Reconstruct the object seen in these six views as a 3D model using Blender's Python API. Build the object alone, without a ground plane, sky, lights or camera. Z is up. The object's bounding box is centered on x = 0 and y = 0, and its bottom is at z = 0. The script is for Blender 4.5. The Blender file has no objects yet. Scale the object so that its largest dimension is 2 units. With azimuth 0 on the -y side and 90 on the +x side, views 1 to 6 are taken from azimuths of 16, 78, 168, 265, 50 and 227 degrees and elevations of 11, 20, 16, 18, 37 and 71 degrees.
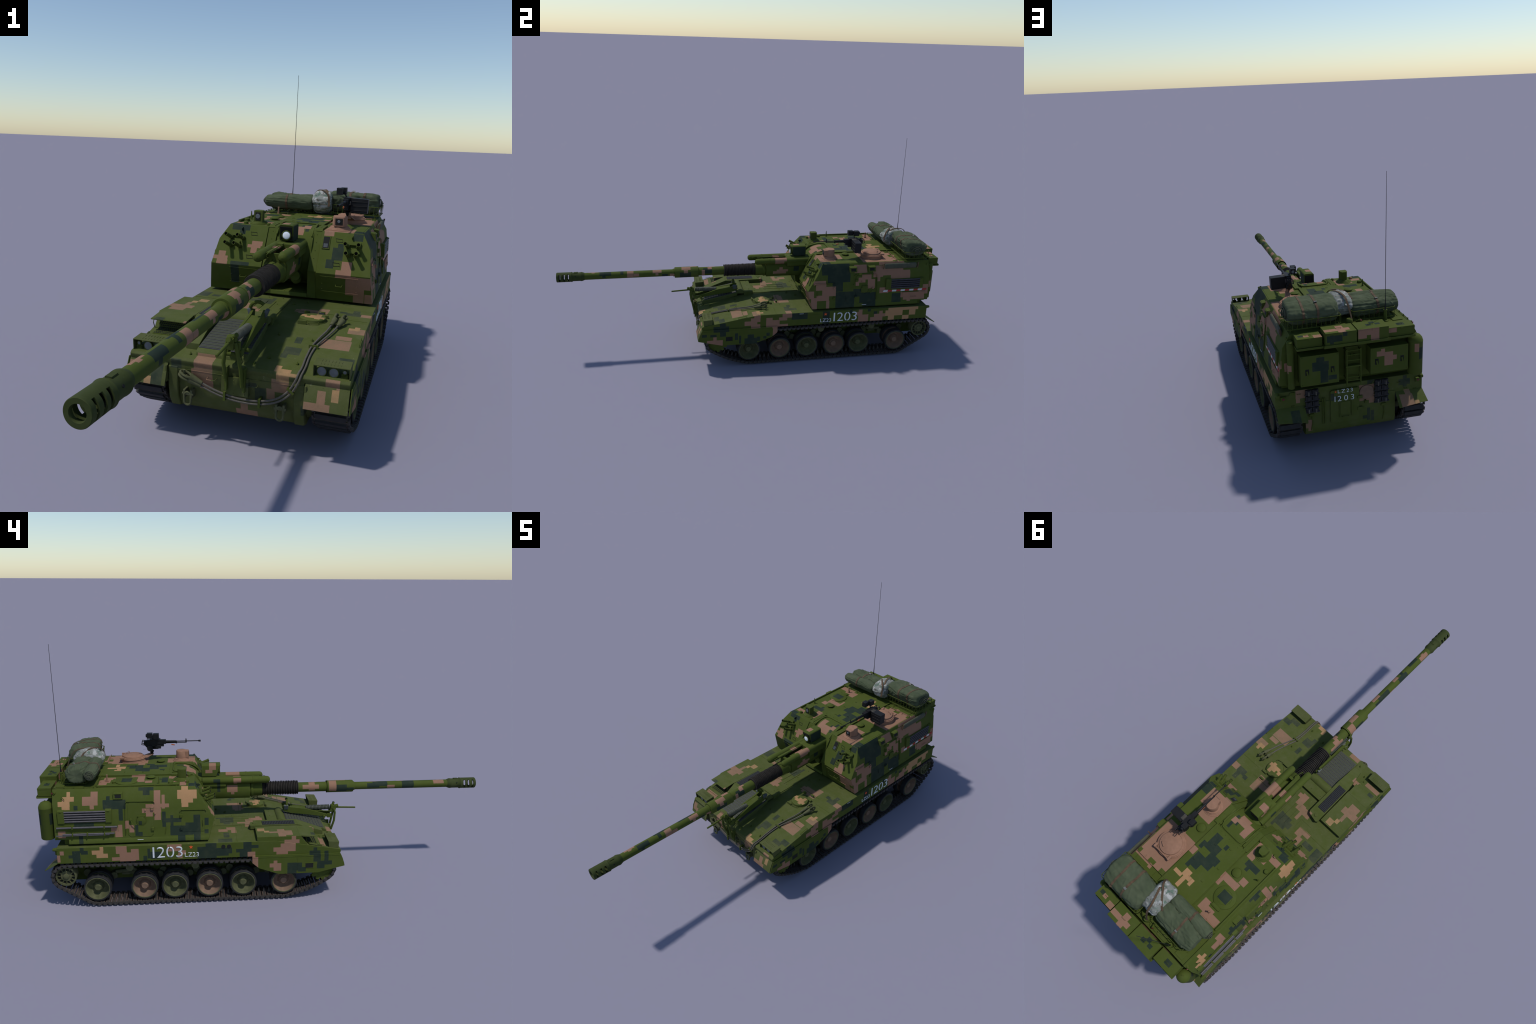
"""Tracked self-propelled howitzer in digital woodland camouflage.
Metres, z up, muzzle towards -y.  Every part keeps its origin at the vehicle's
base unless it is a repeated piece (wheels, links, launch tubes)."""
import bpy, bmesh, math, random
from mathutils import Vector, Matrix, noise

random.seed(7)
V = Vector
pi = math.pi

# ------------------------------------------------------------------ materials
GREEN = (0.0550, 0.0745, 0.0125)
TAN = (0.243, 0.134, 0.088)
SAND = (0.345, 0.200, 0.098)
DARK = (0.0185, 0.0300, 0.0210)


def new_mat(name):
    m = bpy.data.materials.new(name)
    m.use_nodes = True
    nt = m.node_tree
    nt.nodes.clear()
    out = nt.nodes.new("ShaderNodeOutputMaterial")
    bsdf = nt.nodes.new("ShaderNodeBsdfPrincipled")
    nt.links.new(bsdf.outputs[0], out.inputs[0])
    return m, nt, bsdf


def rgba(c):
    return (c[0], c[1], c[2], 1.0)


def mix(nt, fac, a, b, blend="MIX"):
    n = nt.nodes.new("ShaderNodeMix")
    n.data_type = "RGBA"
    n.blend_type = blend
    for val, sock in ((fac, n.inputs[0]), (a, n.inputs[6]), (b, n.inputs[7])):
        if isinstance(val, (int, float)):
            sock.default_value = val
        elif isinstance(val, tuple):
            sock.default_value = rgba(val)
        else:
            nt.links.new(val, sock)
    return n.outputs[2]


def noise_tex(nt, scale, detail=4, rough=0.6, coord=None):
    n = nt.nodes.new("ShaderNodeTexNoise")
    n.inputs["Scale"].default_value = scale
    n.inputs["Detail"].default_value = detail
    n.inputs["Roughness"].default_value = rough
    if coord is None:
        tc = nt.nodes.new("ShaderNodeTexCoord")
        coord = tc.outputs["Object"]
    nt.links.new(coord, n.inputs["Vector"])
    return n.outputs["Fac"]


def ramp(nt, fac, lo, hi, a=0.0, b=1.0):
    n = nt.nodes.new("ShaderNodeMapRange")
    n.inputs[1].default_value = lo
    n.inputs[2].default_value = hi
    n.inputs[3].default_value = a
    n.inputs[4].default_value = b
    nt.links.new(fac, n.inputs[0])
    return n.outputs[0]


def math_node(nt, op, a, b=None):
    n = nt.nodes.new("ShaderNodeMath")
    n.operation = op
    for i, val in enumerate((a, b)):
        if val is None:
            continue
        if isinstance(val, (int, float)):
            n.inputs[i].default_value = val
        else:
            nt.links.new(val, n.inputs[i])
    return n.outputs[0]


def bars_mask(nt, coord, axes, bars):
    """1 inside any of the camouflage bars (millimetres along two axes, and
    optionally a third range along x), 0 elsewhere."""
    acc = None
    for bar in bars:
        c, inv = [0.0] * 3, [0.0] * 3
        for k, ax in enumerate(axes):
            lo, hi = bar[2 * k] / 1000.0, bar[2 * k + 1] / 1000.0
            i = "xyz".index(ax)
            c[i] = (lo + hi) / 2
            inv[i] = 2.0 / max(hi - lo, 1e-4)
        if len(bar) == 5:                      # side of the barrel only
            c[0], inv[0] = 0.1 * bar[4], 10.0
        n = nt.nodes.new("ShaderNodeVectorMath")
        n.operation = "MULTIPLY_ADD"
        nt.links.new(coord, n.inputs[0])
        n.inputs[1].default_value = inv
        n.inputs[2].default_value = [-c[i] * inv[i] for i in range(3)]
        a = nt.nodes.new("ShaderNodeVectorMath")
        a.operation = "ABSOLUTE"
        nt.links.new(n.outputs[0], a.inputs[0])
        f = nt.nodes.new("ShaderNodeVectorMath")
        f.operation = "FLOOR"
        nt.links.new(a.outputs[0], f.inputs[0])
        d = nt.nodes.new("ShaderNodeVectorMath")
        d.operation = "LENGTH"
        nt.links.new(f.outputs[0], d.inputs[0])
        acc = d.outputs["Value"] if acc is None else math_node(nt, "MINIMUM", acc, d.outputs["Value"])
    return math_node(nt, "LESS_THAN", acc, 0.5)


def camo(name, axes="yz", tan=(), sand=(), dark=(), dust=0.12, base=GREEN, rough=0.75):
    m, nt, bsdf = new_mat(name)
    tc = nt.nodes.new("ShaderNodeTexCoord")
    co = tc.outputs["Object"]
    big = noise_tex(nt, 9.0, 3, 0.5, co)
    col = mix(nt, ramp(nt, big, 0.35, 0.68), base, tuple(v * k for v, k in zip(base, (1.10, 1.07, 1.12))))
    for bars, colour in ((dark, DARK), (tan, TAN), (sand, SAND)):
        if bars:
            col = mix(nt, bars_mask(nt, co, axes, bars), col, colour)
    # dust haze, faint scuffs and fine grain
    haze = ramp(nt, noise_tex(nt, 26.0, 6, 0.68, co), 0.36, 0.74, dust * 0.30, dust * 1.55) if dust > 0.2 else ramp(nt, noise_tex(nt, 26.0, 6, 0.68, co), 0.46, 0.78, 0.0, dust * 1.8)
    col = mix(nt, haze, col, (0.100, 0.105, 0.050))
    scuff = ramp(nt, noise_tex(nt, 95.0, 3, 0.75, co), 0.66, 0.74, 0.0, dust * 1.2)
    col = mix(nt, scuff, col, (0.20, 0.205, 0.125))
    grain = ramp(nt, noise_tex(nt, 420.0, 2, 0.5, co), 0.3, 0.7, 0.93, 1.05)
    g = nt.nodes.new("ShaderNodeCombineColor")
    for i in range(3):
        nt.links.new(grain, g.inputs[i])
    col = mix(nt, 1.0, col, g.outputs[0], "MULTIPLY")
    nt.links.new(col, bsdf.inputs["Base Color"])
    bsdf.inputs["Roughness"].default_value = rough
    bsdf.inputs["Specular IOR Level"].default_value = 0.10
    return m


def plain(name, colour, rough=0.6, metal=0.0, vary=0.15, scale=60.0, spec=0.35, second=None, bump=0.0):
    m, nt, bsdf = new_mat(name)
    f = ramp(nt, noise_tex(nt, scale, 5, 0.6), 0.3, 0.7)
    b = second if second else tuple(min(1, c * (1 + vary * 2)) for c in colour)
    a = colour if second else tuple(c * (1 - vary) for c in colour)
    nt.links.new(mix(nt, f, a, b), bsdf.inputs["Base Color"])
    bsdf.inputs["Roughness"].default_value = rough
    bsdf.inputs["Metallic"].default_value = metal
    bsdf.inputs["Specular IOR Level"].default_value = spec
    if bump:
        bn = nt.nodes.new("ShaderNodeBump")
        bn.inputs["Strength"].default_value = bump
        bn.inputs["Distance"].default_value = 0.002
        nt.links.new(noise_tex(nt, scale * 2.5, 5, 0.65), bn.inputs["Height"])
        nt.links.new(bn.outputs[0], bsdf.inputs["Normal"])
    return m


M = {}
M["hull_left"] = camo("hull_side_paint_left", "yz", dust=0.10,
    tan=[(881, 897, 245, 263), (897, 913, 213, 245), (623, 668, 243, 290), (574, 606, 212, 263), (588, 654, 204, 248),
         (639, 686, 212, 228), (395, 456, 246, 290), (378, 410, 230, 249), (392, 413, 213, 231), (83, 116, 202, 231),
         (71, 96, 159, 207), (-12, 4, 173, 188), (-29, 21, 156, 175), (-29, 4, 139, 157), (-92, -73, 274, 310),
         (-107, -42, 264, 281), (-91, -26, 243, 264), (-91, 5, 227, 247), (-58, -8, 214, 230)],
    sand=[(719, 734, 259, 278), (720, 767, 243, 262), (702, 749, 227, 246)],
    dark=[(799, 815, 252, 277), (815, 847, 204, 262), (783, 811, 245, 262), (847, 863, 230, 244), (527, 538, 217, 262),
          (540, 556, 205, 230), (482, 526, 214, 247), (248, 294, 198, 278), (248, 329, 198, 262), (182, 254, 227, 254),
          (197, 248, 217, 233), (99, 134, 204, 277), (69, 100, 248, 262), (134, 165, 230, 246), (134, 150, 206, 231),
          (-96, -56, 116, 175), (-120, -95, 137, 174), (-137, -102, 131, 152), (-185, -169, 225, 241),
          (-200, -152, 208, 226), (-201, -169, 176, 209), (-235, -217, 178, 223), (-251, -186, 160, 179),
          (-219, -185, 143, 163)])
M["hull_right"] = camo("hull_side_paint_right", "yz", dust=0.10,
    tan=[(-25, 8, 260, 290), (-42, 7, 241, 263), (-74, -9, 223, 247), (-41, 7, 209, 228), (121, 171, 255, 290),
         (103, 146, 241, 259), (37, 70, 211, 260), (69, 107, 204, 246), (104, 151, 203, 221), (72, 97, 155, 205),
         (-233, -216, 151, 173), (-265, -185, 120, 155), (528, 549, 244, 279), (512, 549, 244, 264),
         (527, 583, 203, 247), (615, 679, 229, 247), (643, 662, 244, 263), (595, 663, 197, 229)],
    sand=[(692, 774, 253, 290), (806, 861, 260, 290), (774, 806, 260, 290), (677, 774, 231, 263), (694, 728, 200, 231),
          (774, 811, 202, 230), (811, 847, 230, 260)],
    dark=[(170, 253, 242, 281), (-199, -169, 174, 244), (-231, -152, 199, 227), (-248, -216, 174, 187),
          (-123, -107, 151, 188), (-102, -91, 129, 173), (-58, -25, 120, 176), (-74, -8, 120, 156), (-9, 7, 137, 161),
          (39, 56, 162, 180), (23, 39, 148, 162), (334, 371, 202, 286), (612, 631, 246, 262), (578, 595, 263, 281),
          (479, 494, 251, 280), (-290, -265, 175, 190)])
M["deck"] = camo("deck_paint", "xy", dust=0.36,
    tan=[(190, 273, -132, -78), (225, 270, -75, -52), (252, 300, -30, 8), (132, 165, 107, 186), (75, 150, 107, 160),
         (60, 80, 120, 150), (-196, -162, -193, -166), (-290, -215, -225, -202), (-305, -224, -50, -18),
         (-288, -240, -81, -34), (-262, -246, -20, 18), (-76, -44, 31, 92), (-98, -60, 76, 110), (-140, -96, 80, 114),
         (-106, -90, 110, 148), (-62, -28, 40, 60), (-172, -140, 158, 200), (-204, -170, 157, 180), (-188, -160, 195, 236),
         (268, 300, 140, 171), (-114, -61, -300, -262)],
    sand=[(104, 148, -287, -268), (104, 120, -268, -254), (-238, -208, 37, 68), (-254, -236, 18, 40), (252, 284, -8, 10),
          (268, 283, 10, 26)],
    dark=[(222, 270, -222, -196), (255, 296, -200, -172), (-42, -29, 162, 244), (-92, -42, 164, 226), (-110, -92, 180, 210),
          (102, 148, -190, -150), (118, 138, -125, -88), (100, 118, -212, -190), (221, 292, 142, 172), (240, 262, 172, 206),
          (200, 222, 160, 180), (-285, -258, -186, -160), (-250, -200, 190, 215), (-300, -262, 180, 240)])
M["hull_front"] = camo("hull_front_paint", "xz", dust=0.36, base=(0.056, 0.070, 0.017),
    tan=[(-115, -62, 185, 240), (-100, -62, 148, 200), (-122, -100, 178, 205), (100, 146, 172, 210), (86, 108, 148, 180),
         (0, 60, 80, 104), (14, 34, 100, 122), (190, 256, 140, 170), (222, 243, 165, 200), (240, 276, 210, 232),
         (268, 276, 196, 232), (-300, -276, 170, 206), (-276, -262, 160, 186)],
    sand=[(112, 146, 205, 240), (146, 166, 222, 236), (258, 276, 178, 206), (-252, -232, 140, 172)],
    dark=[(54, 84, 136, 178), (30, 60, 176, 190), (-232, -200, 150, 205), (-180, -150, 200, 226), (180, 190, 120, 150)])
M["hull_rear"] = camo("hull_rear_paint", "xz", dust=0.30,
    tan=[(173, 222, 241, 284), (205, 221, 223, 256), (-98, -35, 192, 259), (-98, -75, 178, 199), (160, 176, 94, 144),
         (172, 189, 109, 129), (-247, -223, 186, 212), (-251, -198, 165, 200)],
    sand=[(-270, -252, 160, 183)],
    dark=[(-236, -219, 225, 275), (-250, -201, 234, 260), (-80, -67, 103, 158), (-69, -49, 111, 126), (-97, -82, 97, 145),
          (-101, -69, 257, 290), (212, 248, 143, 201), (70, 84, 225, 240)])
M["turret_left"] = camo("turret_side_paint_left", "yz",
    tan=[(733, 762, 452, 502), (733, 796, 450, 484), (749, 766, 434, 453), (477, 504, 381, 501), (459, 472, 429, 484),
         (442, 538, 434, 450), (475, 554, 413, 432), (510, 538, 397, 416), (610, 626, 348, 382), (589, 609, 331, 363),
         (638, 655, 312, 365), (657, 684, 337, 355), (638, 668, 312, 337), (870, 900, 315, 344)],
    sand=[(845, 859, 468, 503), (829, 877, 468, 485), (846, 894, 448, 468), (847, 879, 434, 453), (362, 390, 433, 520),
          (326, 407, 467, 500), (342, 391, 451, 471)],
    dark=[(684, 699, 434, 484), (620, 713, 432, 470), (633, 650, 383, 435), (815, 831, 427, 451), (521, 549, 484, 530),
          (505, 567, 501, 518), (457, 472, 350, 416), (393, 473, 369, 387), (426, 438, 315, 400), (344, 440, 312, 354),
          (314, 342, 280, 399), (313, 376, 315, 366), (378, 409, 280, 319), (279, 296, 352, 384), (280, 297, 316, 334),
          (800, 817, 280, 322), (753, 833, 361, 386), (572, 585, 315, 362), (555, 572, 314, 332), (556, 569, 363, 380)])
M["turret_right"] = camo("turret_side_paint_right", "yz",
    tan=[(283, 349, 416, 436), (296, 351, 386, 419), (330, 403, 353, 404), (300, 367, 330, 359), (353, 370, 280, 330),
         (254, 287, 343, 383), (272, 304, 280, 348), (502, 571, 468, 505), (542, 593, 433, 461), (523, 561, 418, 445),
         (508, 527, 402, 425), (574, 614, 385, 434), (618, 770, 450, 498), (603, 657, 443, 480), (700, 808, 425, 473),
         (627, 642, 420, 444), (760, 893, 326, 355), (775, 895, 312, 332), (796, 815, 304, 318), (641, 690, 355, 386),
         (860, 913, 340, 392), (640, 780, 500, 520)],
    dark=[(358, 479, 424, 530), (328, 364, 464, 511), (384, 440, 375, 467), (403, 505, 280, 373), (497, 538, 344, 385),
          (532, 621, 308, 364), (551, 622, 280, 312), (711, 763, 302, 351)])
M["turret_front"] = camo("turret_front_paint", "xz",
    tan=[(-145, -106, 448, 463), (-159, -111, 441, 451), (-145, -123, 424, 441), (-259, -233, 384, 423),
         (-276, -223, 396, 408), (-261, -221, 380, 396), (179, 213, 384, 423), (162, 214, 370, 396), (105, 139, 499, 516),
         (197, 231, 312, 379), (223, 281, 336, 378), (224, 260, 280, 336), (262, 290, 286, 320)],
    dark=[(-228, -162, 495, 513), (-197, -176, 482, 495), (-209, -141, 381, 393), (-207, -177, 315, 381),
          (142, 179, 425, 464), (125, 152, 399, 426), (158, 177, 452, 477), (206, 239, 489, 512)])
M["turret_roof"] = camo("turret_roof_paint", "xy", dust=0.10,
    tan=[(101, 204, 332, 418), (104, 172, 418, 464), (85, 235, 556, 722), (57, 85, 564, 596), (110, 142, 722, 742),
         (175, 222, 722, 744), (142, 158, 740, 760), (-106, -90, 550, 609), (-155, -88, 550, 580), (-172, -153, 548, 580),
         (-187, -157, 515, 545), (-138, -106, 676, 724), (-174, -136, 692, 740), (-217, -174, 704, 738),
         (-136, -104, 366, 446), (-180, -160, 368, 424), (-228, -178, 370, 397), (25, 50, 360, 386),
         (-48, 28, 344, 372), (-48, -18, 370, 404), (-20, 30, 330, 350), (150, 240, 742, 752)],
    sand=[(28, 68, 678, 694), (2, 34, 648, 681), (-12, 22, 664, 684), (4, 22, 684, 728), (-28, -13, 664, 694)],
    dark=[(-15, 51, 498, 540), (15, 51, 462, 500), (-45, 10, 536, 570), (-37, 51, 570, 601), (2, 34, 600, 631),
          (34, 52, 600, 645), (51, 68, 520, 555), (-30, -14, 470, 492), (-187, -121, 449, 475), (-150, -135, 475, 492),
          (-185, -137, 602, 644), (33, 46, 345, 416), (16, 34, 372, 388), (-242, -200, 334, 360), (206, 240, 334, 380)])
M["turret_rear"] = camo("turret_rear_paint", "xz",
    tan=[(-111, -87, 400, 421), (-120, -104, 400, 430), (-153, -118, 359, 415), (-168, -151, 380, 399), (241, 263, 376, 400),
         (252, 262, 365, 379), (273, 292, 379, 413), (-254, -237, 403, 437), (-85, -3, 508, 534), (-36, -3, 496, 525),
         (-85, -52, 487, 515), (-160, -128, 498, 516)],
    dark=[(120, 151, 412, 430), (103, 167, 375, 412), (106, 136, 325, 380), (72, 105, 333, 351), (-274, -254, 371, 420),
          (91, 105, 490, 525), (58, 117, 498, 523), (39, 56, 516, 533)])
M["rack_top"] = camo("rack_box_paint", "xy",
    tan=[(23, 121, 958, 980), (43, 71, 935, 1005), (130, 161, 954, 981), (176, 196, 948, 964)],
    dark=[(196, 216, 944, 960), (-82, -62, 934, 952), (-64, -44, 950, 968), (-100, -80, 950, 966), (-200, -170, 940, 962)])
M["gun"] = camo("gun_paint", "yz", dust=0.10,
    tan=[(-240, -163, 408, 427, -1), (-221, -192, 399, 437, -1), (-322, -287, 396, 447, -1), (-499, -484, 429, 439, -1),
         (-604, -568, 401, 416, -1), (-844, -793, 417, 436, -1), (-368, -321, 430, 449, 1), (-357, -335, 415, 449, 1),
         (-518, -472, 418, 438, 1), (-504, -489, 406, 437, 1), (-649, -616, 400, 434, 1), (-615, -588, 404, 420, 1),
         (-827, -811, 428, 440, 1), (-230, -208, 427, 438, 1), (-262, -246, 392, 425, 1), (142, 190, 409, 441, -1),
         (157, 172, 398, 409, -1), (126, 161, 458, 478, -1), (144, 160, 449, 459, -1), (141, 204, 404, 417, 1),
         (155, 174, 413, 430, 1), (121, 194, 393, 408, 1), (129, 193, 468, 483, 1), (129, 179, 446, 470, 1),
         (239, 270, 515, 545, -1), (255, 287, 500, 516, -1), (-430, -406, 392, 412, 1)],
    dark=[(-371, -321, 394, 426, -1), (-404, -370, 399, 412, -1), (-530, -471, 405, 425, -1), (-569, -499, 412, 436, -1),
          (-697, -640, 392, 440, -1), (-787, -729, 416, 432, 1), (-774, -757, 404, 418, 1), (-683, -667, 418, 440, 1),
          (-378, -319, 380, 419, 1), (-254, -208, 405, 432, 1), (221, 252, 459, 476, -1), (221, 235, 411, 459, -1),
          (235, 264, 405, 432, 1), (232, 301, 483, 534, 1), (-470, -440, 392, 412, 1)])
M["paint"] = camo("olive_paint", dust=0.14)
M["brake"] = camo("smoked_gun_paint", dust=0.10, base=(0.036, 0.048, 0.014))
M["tan_paint"] = plain("earth_paint", TAN, 0.75, vary=0.07, spec=0.1)
M["tan_muted"] = plain("earth_paint_muted", (0.135, 0.092, 0.066), 0.8, second=(0.19, 0.122, 0.082), spec=0.1)  # darker, less saturated tan, for wheel dishes and the round rear cover
M["dusty"] = plain("dusty_wheel_paint", (0.058, 0.064, 0.030), 0.8, second=(0.098, 0.100, 0.052), spec=0.1)
M["track_steel"] = plain("worn_track_steel", (0.026, 0.0245, 0.023), 0.6, metal=0.2, second=(0.062, 0.056, 0.051), scale=90)
M["rust_pin"] = plain("rusty_steel", (0.055, 0.038, 0.030), 0.7, second=(0.09, 0.062, 0.05))
M["rubber"] = plain("black_rubber", (0.014, 0.014, 0.015), 0.75, vary=0.25)
M["bellows"] = plain("bellows_rubber", (0.016, 0.0145, 0.013), 0.85, second=(0.030, 0.026, 0.022), spec=0.15)
M["gunmetal"] = plain("black_gunmetal", (0.0075, 0.0078, 0.0085), 0.55, vary=0.2, spec=0.22)
M["void"] = plain("dark_recess", (0.006, 0.007, 0.006), 0.9, vary=0.1)
M["steel_bar"] = plain("grey_steel", (0.075, 0.070, 0.075), 0.5, metal=0.3, second=(0.10, 0.095, 0.10))
M["grille"] = plain("grille_mesh_grey", (0.050, 0.056, 0.042), 0.8, second=(0.074, 0.080, 0.058), scale=300, spec=0.1)
M["grille_dark"] = plain("grille_mesh_dark", (0.022, 0.024, 0.027), 0.8, second=(0.040, 0.042, 0.046), scale=300, spec=0.1)
M["cable"] = plain("steel_cable", (0.066, 0.060, 0.048), 0.8, second=(0.105, 0.095, 0.076), scale=200)
M["tarp"] = plain("canvas_tarpaulin", (0.052, 0.068, 0.038), 0.95, second=(0.080, 0.095, 0.056), scale=22, bump=0.35, spec=0.1)
M["tarp_grey"] = plain("rolled_canvas", (0.05, 0.055, 0.035), 0.9, second=(0.075, 0.078, 0.052), scale=30, bump=0.2)
M["strap"] = plain("brown_webbing", (0.075, 0.047, 0.026), 0.85, vary=0.2)
M["white_letter"] = plain("white_marking", (0.55, 0.58, 0.60), 0.6, vary=0.06)
M["red"] = plain("red_reflector", (0.30, 0.012, 0.012), 0.5, vary=0.08)
M["lamp_red"] = plain("dim_red_glass", (0.085, 0.010, 0.009), 0.35, vary=0.1)
M["white"] = plain("white_reflector", (0.46, 0.46, 0.46), 0.4, vary=0.05)
M["star"] = plain("star_orange_red", (0.62, 0.085, 0.015), 0.5, vary=0.08)
M["lens"] = plain("lamp_glass", (0.105, 0.115, 0.125), 0.3, vary=0.1, spec=0.35)
M["dark_glass"] = plain("dark_glass", (0.045, 0.052, 0.056), 0.25, vary=0.1, spec=0.35)
M["sight_lens"] = plain("sight_glass_painted_glare", (0.80, 0.85, 0.90), 0.12, vary=0.03, spec=0.6)  # sky reflection on the lens painted as near-white base colour
M["mirror"] = plain("worn_pad_grey", (0.075, 0.085, 0.085), 0.6, vary=0.15, spec=0.2)
M["buckle"] = plain("buckle_steel", (0.13, 0.13, 0.12), 0.6)
M["spring"] = plain("spring_grey_green", (0.040, 0.046, 0.034), 0.55, second=(0.075, 0.08, 0.06))
M["slat_dark"] = plain("shadowed_slats", (0.030, 0.029, 0.036), 0.55, second=(0.05, 0.047, 0.055))
M["wood"] = plain("orange_grip", (0.35, 0.09, 0.03), 0.5)


def patterned_cloth():
    m, nt, bsdf = new_mat("pale_camouflage_cloth")
    a = noise_tex(nt, 38, 4, 0.6)
    b = noise_tex(nt, 60, 5, 0.6)
    col = mix(nt, ramp(nt, a, 0.40, 0.50), (0.34, 0.34, 0.33), (0.17, 0.18, 0.16))
    col = mix(nt, ramp(nt, b, 0.56, 0.62), col, (0.085, 0.135, 0.10))
    col = mix(nt, ramp(nt, noise_tex(nt, 75, 3, 0.5), 0.62, 0.68), col, (0.10, 0.085, 0.065))
    nt.links.new(col, bsdf.inputs["Base Color"])
    bsdf.inputs["Roughness"].default_value = 0.85
    return m


M["cloth"] = patterned_cloth()

# ------------------------------------------------------------------- geometry


class Build:
    """Collects simple solids into one mesh."""

    def __init__(self):
        self.bm = bmesh.new()
        self.mi = 0

    def face(self, vs):
        try:
            f = self.bm.faces.new(vs)
            f.material_index = self.mi
            return f
        except ValueError:
            return None

    def rings(self, rings, caps=True, closed=True):
        vr = [[self.bm.verts.new(p) for p in r] for r in rings]
        n = len(vr[0])
        for a, b in zip(vr, vr[1:]):
            for i in range(n if closed else n - 1):
                j = (i + 1) % n
                self.face((a[i], a[j], b[j], b[i]))
        if caps:
            self.face(list(reversed(vr[0])))
            self.face(vr[-1])
        return self

    def box(self, x0, x1, y0, y1, z0, z1):
        return self.rings([[(x0, y0, z), (x1, y0, z), (x1, y1, z), (x0, y1, z)] for z in (z0, z1)])

    def obox(self, c, half, rot=None):
        """Box of half sizes about c turned by the 3x3 rotation."""
        R = rot or Matrix.Identity(3)
        pts = lambda s: [V(c) + R @ V((sx * half[0], sy * half[1], s * half[2]))
                         for sx, sy in ((-1, -1), (1, -1), (1, 1), (-1, 1))]
        return self.rings([pts(-1), pts(1)])

    def prism(self, poly, x0, x1, axis="x"):
        """Extrude a polygon along an axis; poly is given in the other two."""
        def p(t, uv):
            return {"x": (t, uv[0], uv[1]), "y": (uv[0], t, uv[1]), "z": (uv[0], uv[1], t)}[axis]
        return self.rings([[p(t, q) for q in poly] for t in (x0, x1)])

    def lathe(self, profile, origin=(0, 0, 0), axis=(1, 0, 0), n=32, caps=False):
        """profile: (along axis, radius) pairs."""
        ax = V(axis).normalized()
        u = ax.orthogonal().normalized()
        w = ax.cross(u)
        R = []
        for t, r in profile:
            r = max(r, 1e-5)
            R.append([V(origin) + ax * t + (u * math.cos(2 * pi * k / n) + w * math.sin(2 * pi * k / n)) * r for k in range(n)])
        return self.rings(R, caps)

    def cyl(self, p0, p1, r0, r1=None, n=20):
        d = V(p1) - V(p0)
        return self.lathe([(0, r0), (d.length, r0 if r1 is None else r1)], p0, d, n, True)

    def dome(self, c, r, h, n=24, axis=(0, 0, 1), steps=6):
        prof = [(h * math.sin(pi / 2 * i / steps), r * math.cos(pi / 2 * i / steps)) for i in range(steps + 1)]
        return self.lathe(prof, c, axis, n, True)

    def tube(self, path, r, n=8, closed=False):
        P = [V(p) for p in path]
        up = None
        R = []
        for i, p in enumerate(P):
            a = P[i - 1] if (i > 0 or closed) else p
            b = P[(i + 1) % len(P)] if (i < len(P) - 1 or closed) else p
            t = (b - a).normalized()
            up = t.orthogonal().normalized() if up is None else (up - t * up.dot(t)).normalized()
            w = t.cross(up)
            R.append([p + (up * math.cos(2 * pi * k / n) + w * math.sin(2 * pi * k / n)) * r for k in range(n)])
        if closed:
            R.append(R[0])
            return self.rings(R, False)
        return self.rings(R, True)

    def torus(self, c, R, r, axis=(0, 0, 1), n=32, m=8, a0=0.0, a1=2 * pi):
        ax = V(axis).normalized()
        u = ax.orthogonal().normalized()
        w = ax.cross(u)
        full = abs(a1 - a0) > 2 * pi - 1e-3
        k = n if full else n + 1
        pts = [V(c) + (u * math.cos(a0 + (a1 - a0) * i / n) + w * math.sin(a0 + (a1 - a0) * i / n)) * R for i in range(k)]
        return self.tube(pts, r, m, full)

    def bolts(self, pts, r=0.0016, h=0.0015, axis=(0, 0, 1)):
        for p in pts:
            self.cyl(V(p) - V(axis) * 0.001, V(p) + V(axis) * h, r, r * 0.8, 6)
        return self

    def mat(self, i):
        self.mi = i
        return self

    def done(self, name, parent, mats, bevel=0.0, angle=35, matfn=None, loc=None, kind=None, seg=2):
        bmesh.ops.remove_doubles(self.bm, verts=self.bm.verts, dist=1e-6)
        bmesh.ops.recalc_face_normals(self.bm, faces=self.bm.faces)
        if matfn:
            for f in self.bm.faces:
                k = matfn(f.normal, f.calc_center_median())
                if k is not None:
                    f.material_index = k
        me = bpy.data.meshes.new(name)
        self.bm.to_mesh(me)
        self.bm.free()
        for m in mats if isinstance(mats, (list, tuple)) else [mats]:
            me.materials.append(M[m] if isinstance(m, str) else m)
        me.polygons.foreach_set("use_smooth", [True] * len(me.polygons))
        me.set_sharp_from_angle(angle=math.radians(angle))
        ob = bpy.data.objects.new(name, me)
        bpy.context.scene.collection.objects.link(ob)
        if loc is not None:
            ob.location = loc
        ob.parent = parent
        if kind:
            ob["kind"] = kind
        if bevel:
            md = ob.modifiers.new("edge_round", "BEVEL")
            md.width = bevel
            md.segments = seg
            md.limit_method = "ANGLE"
            md.angle_limit = math.radians(40)
        return ob


def copy_of(ob, parent, loc, rot=None, scale=None):
    o = ob.copy()
    bpy.context.scene.collection.objects.link(o)
    o.parent = parent
    o.location = loc
    if rot is not None:
        o.rotation_euler = rot
    if scale is not None:
        o.scale = scale
    return o


def lerp(a, b, t):
    return a + (b - a) * t


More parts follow.
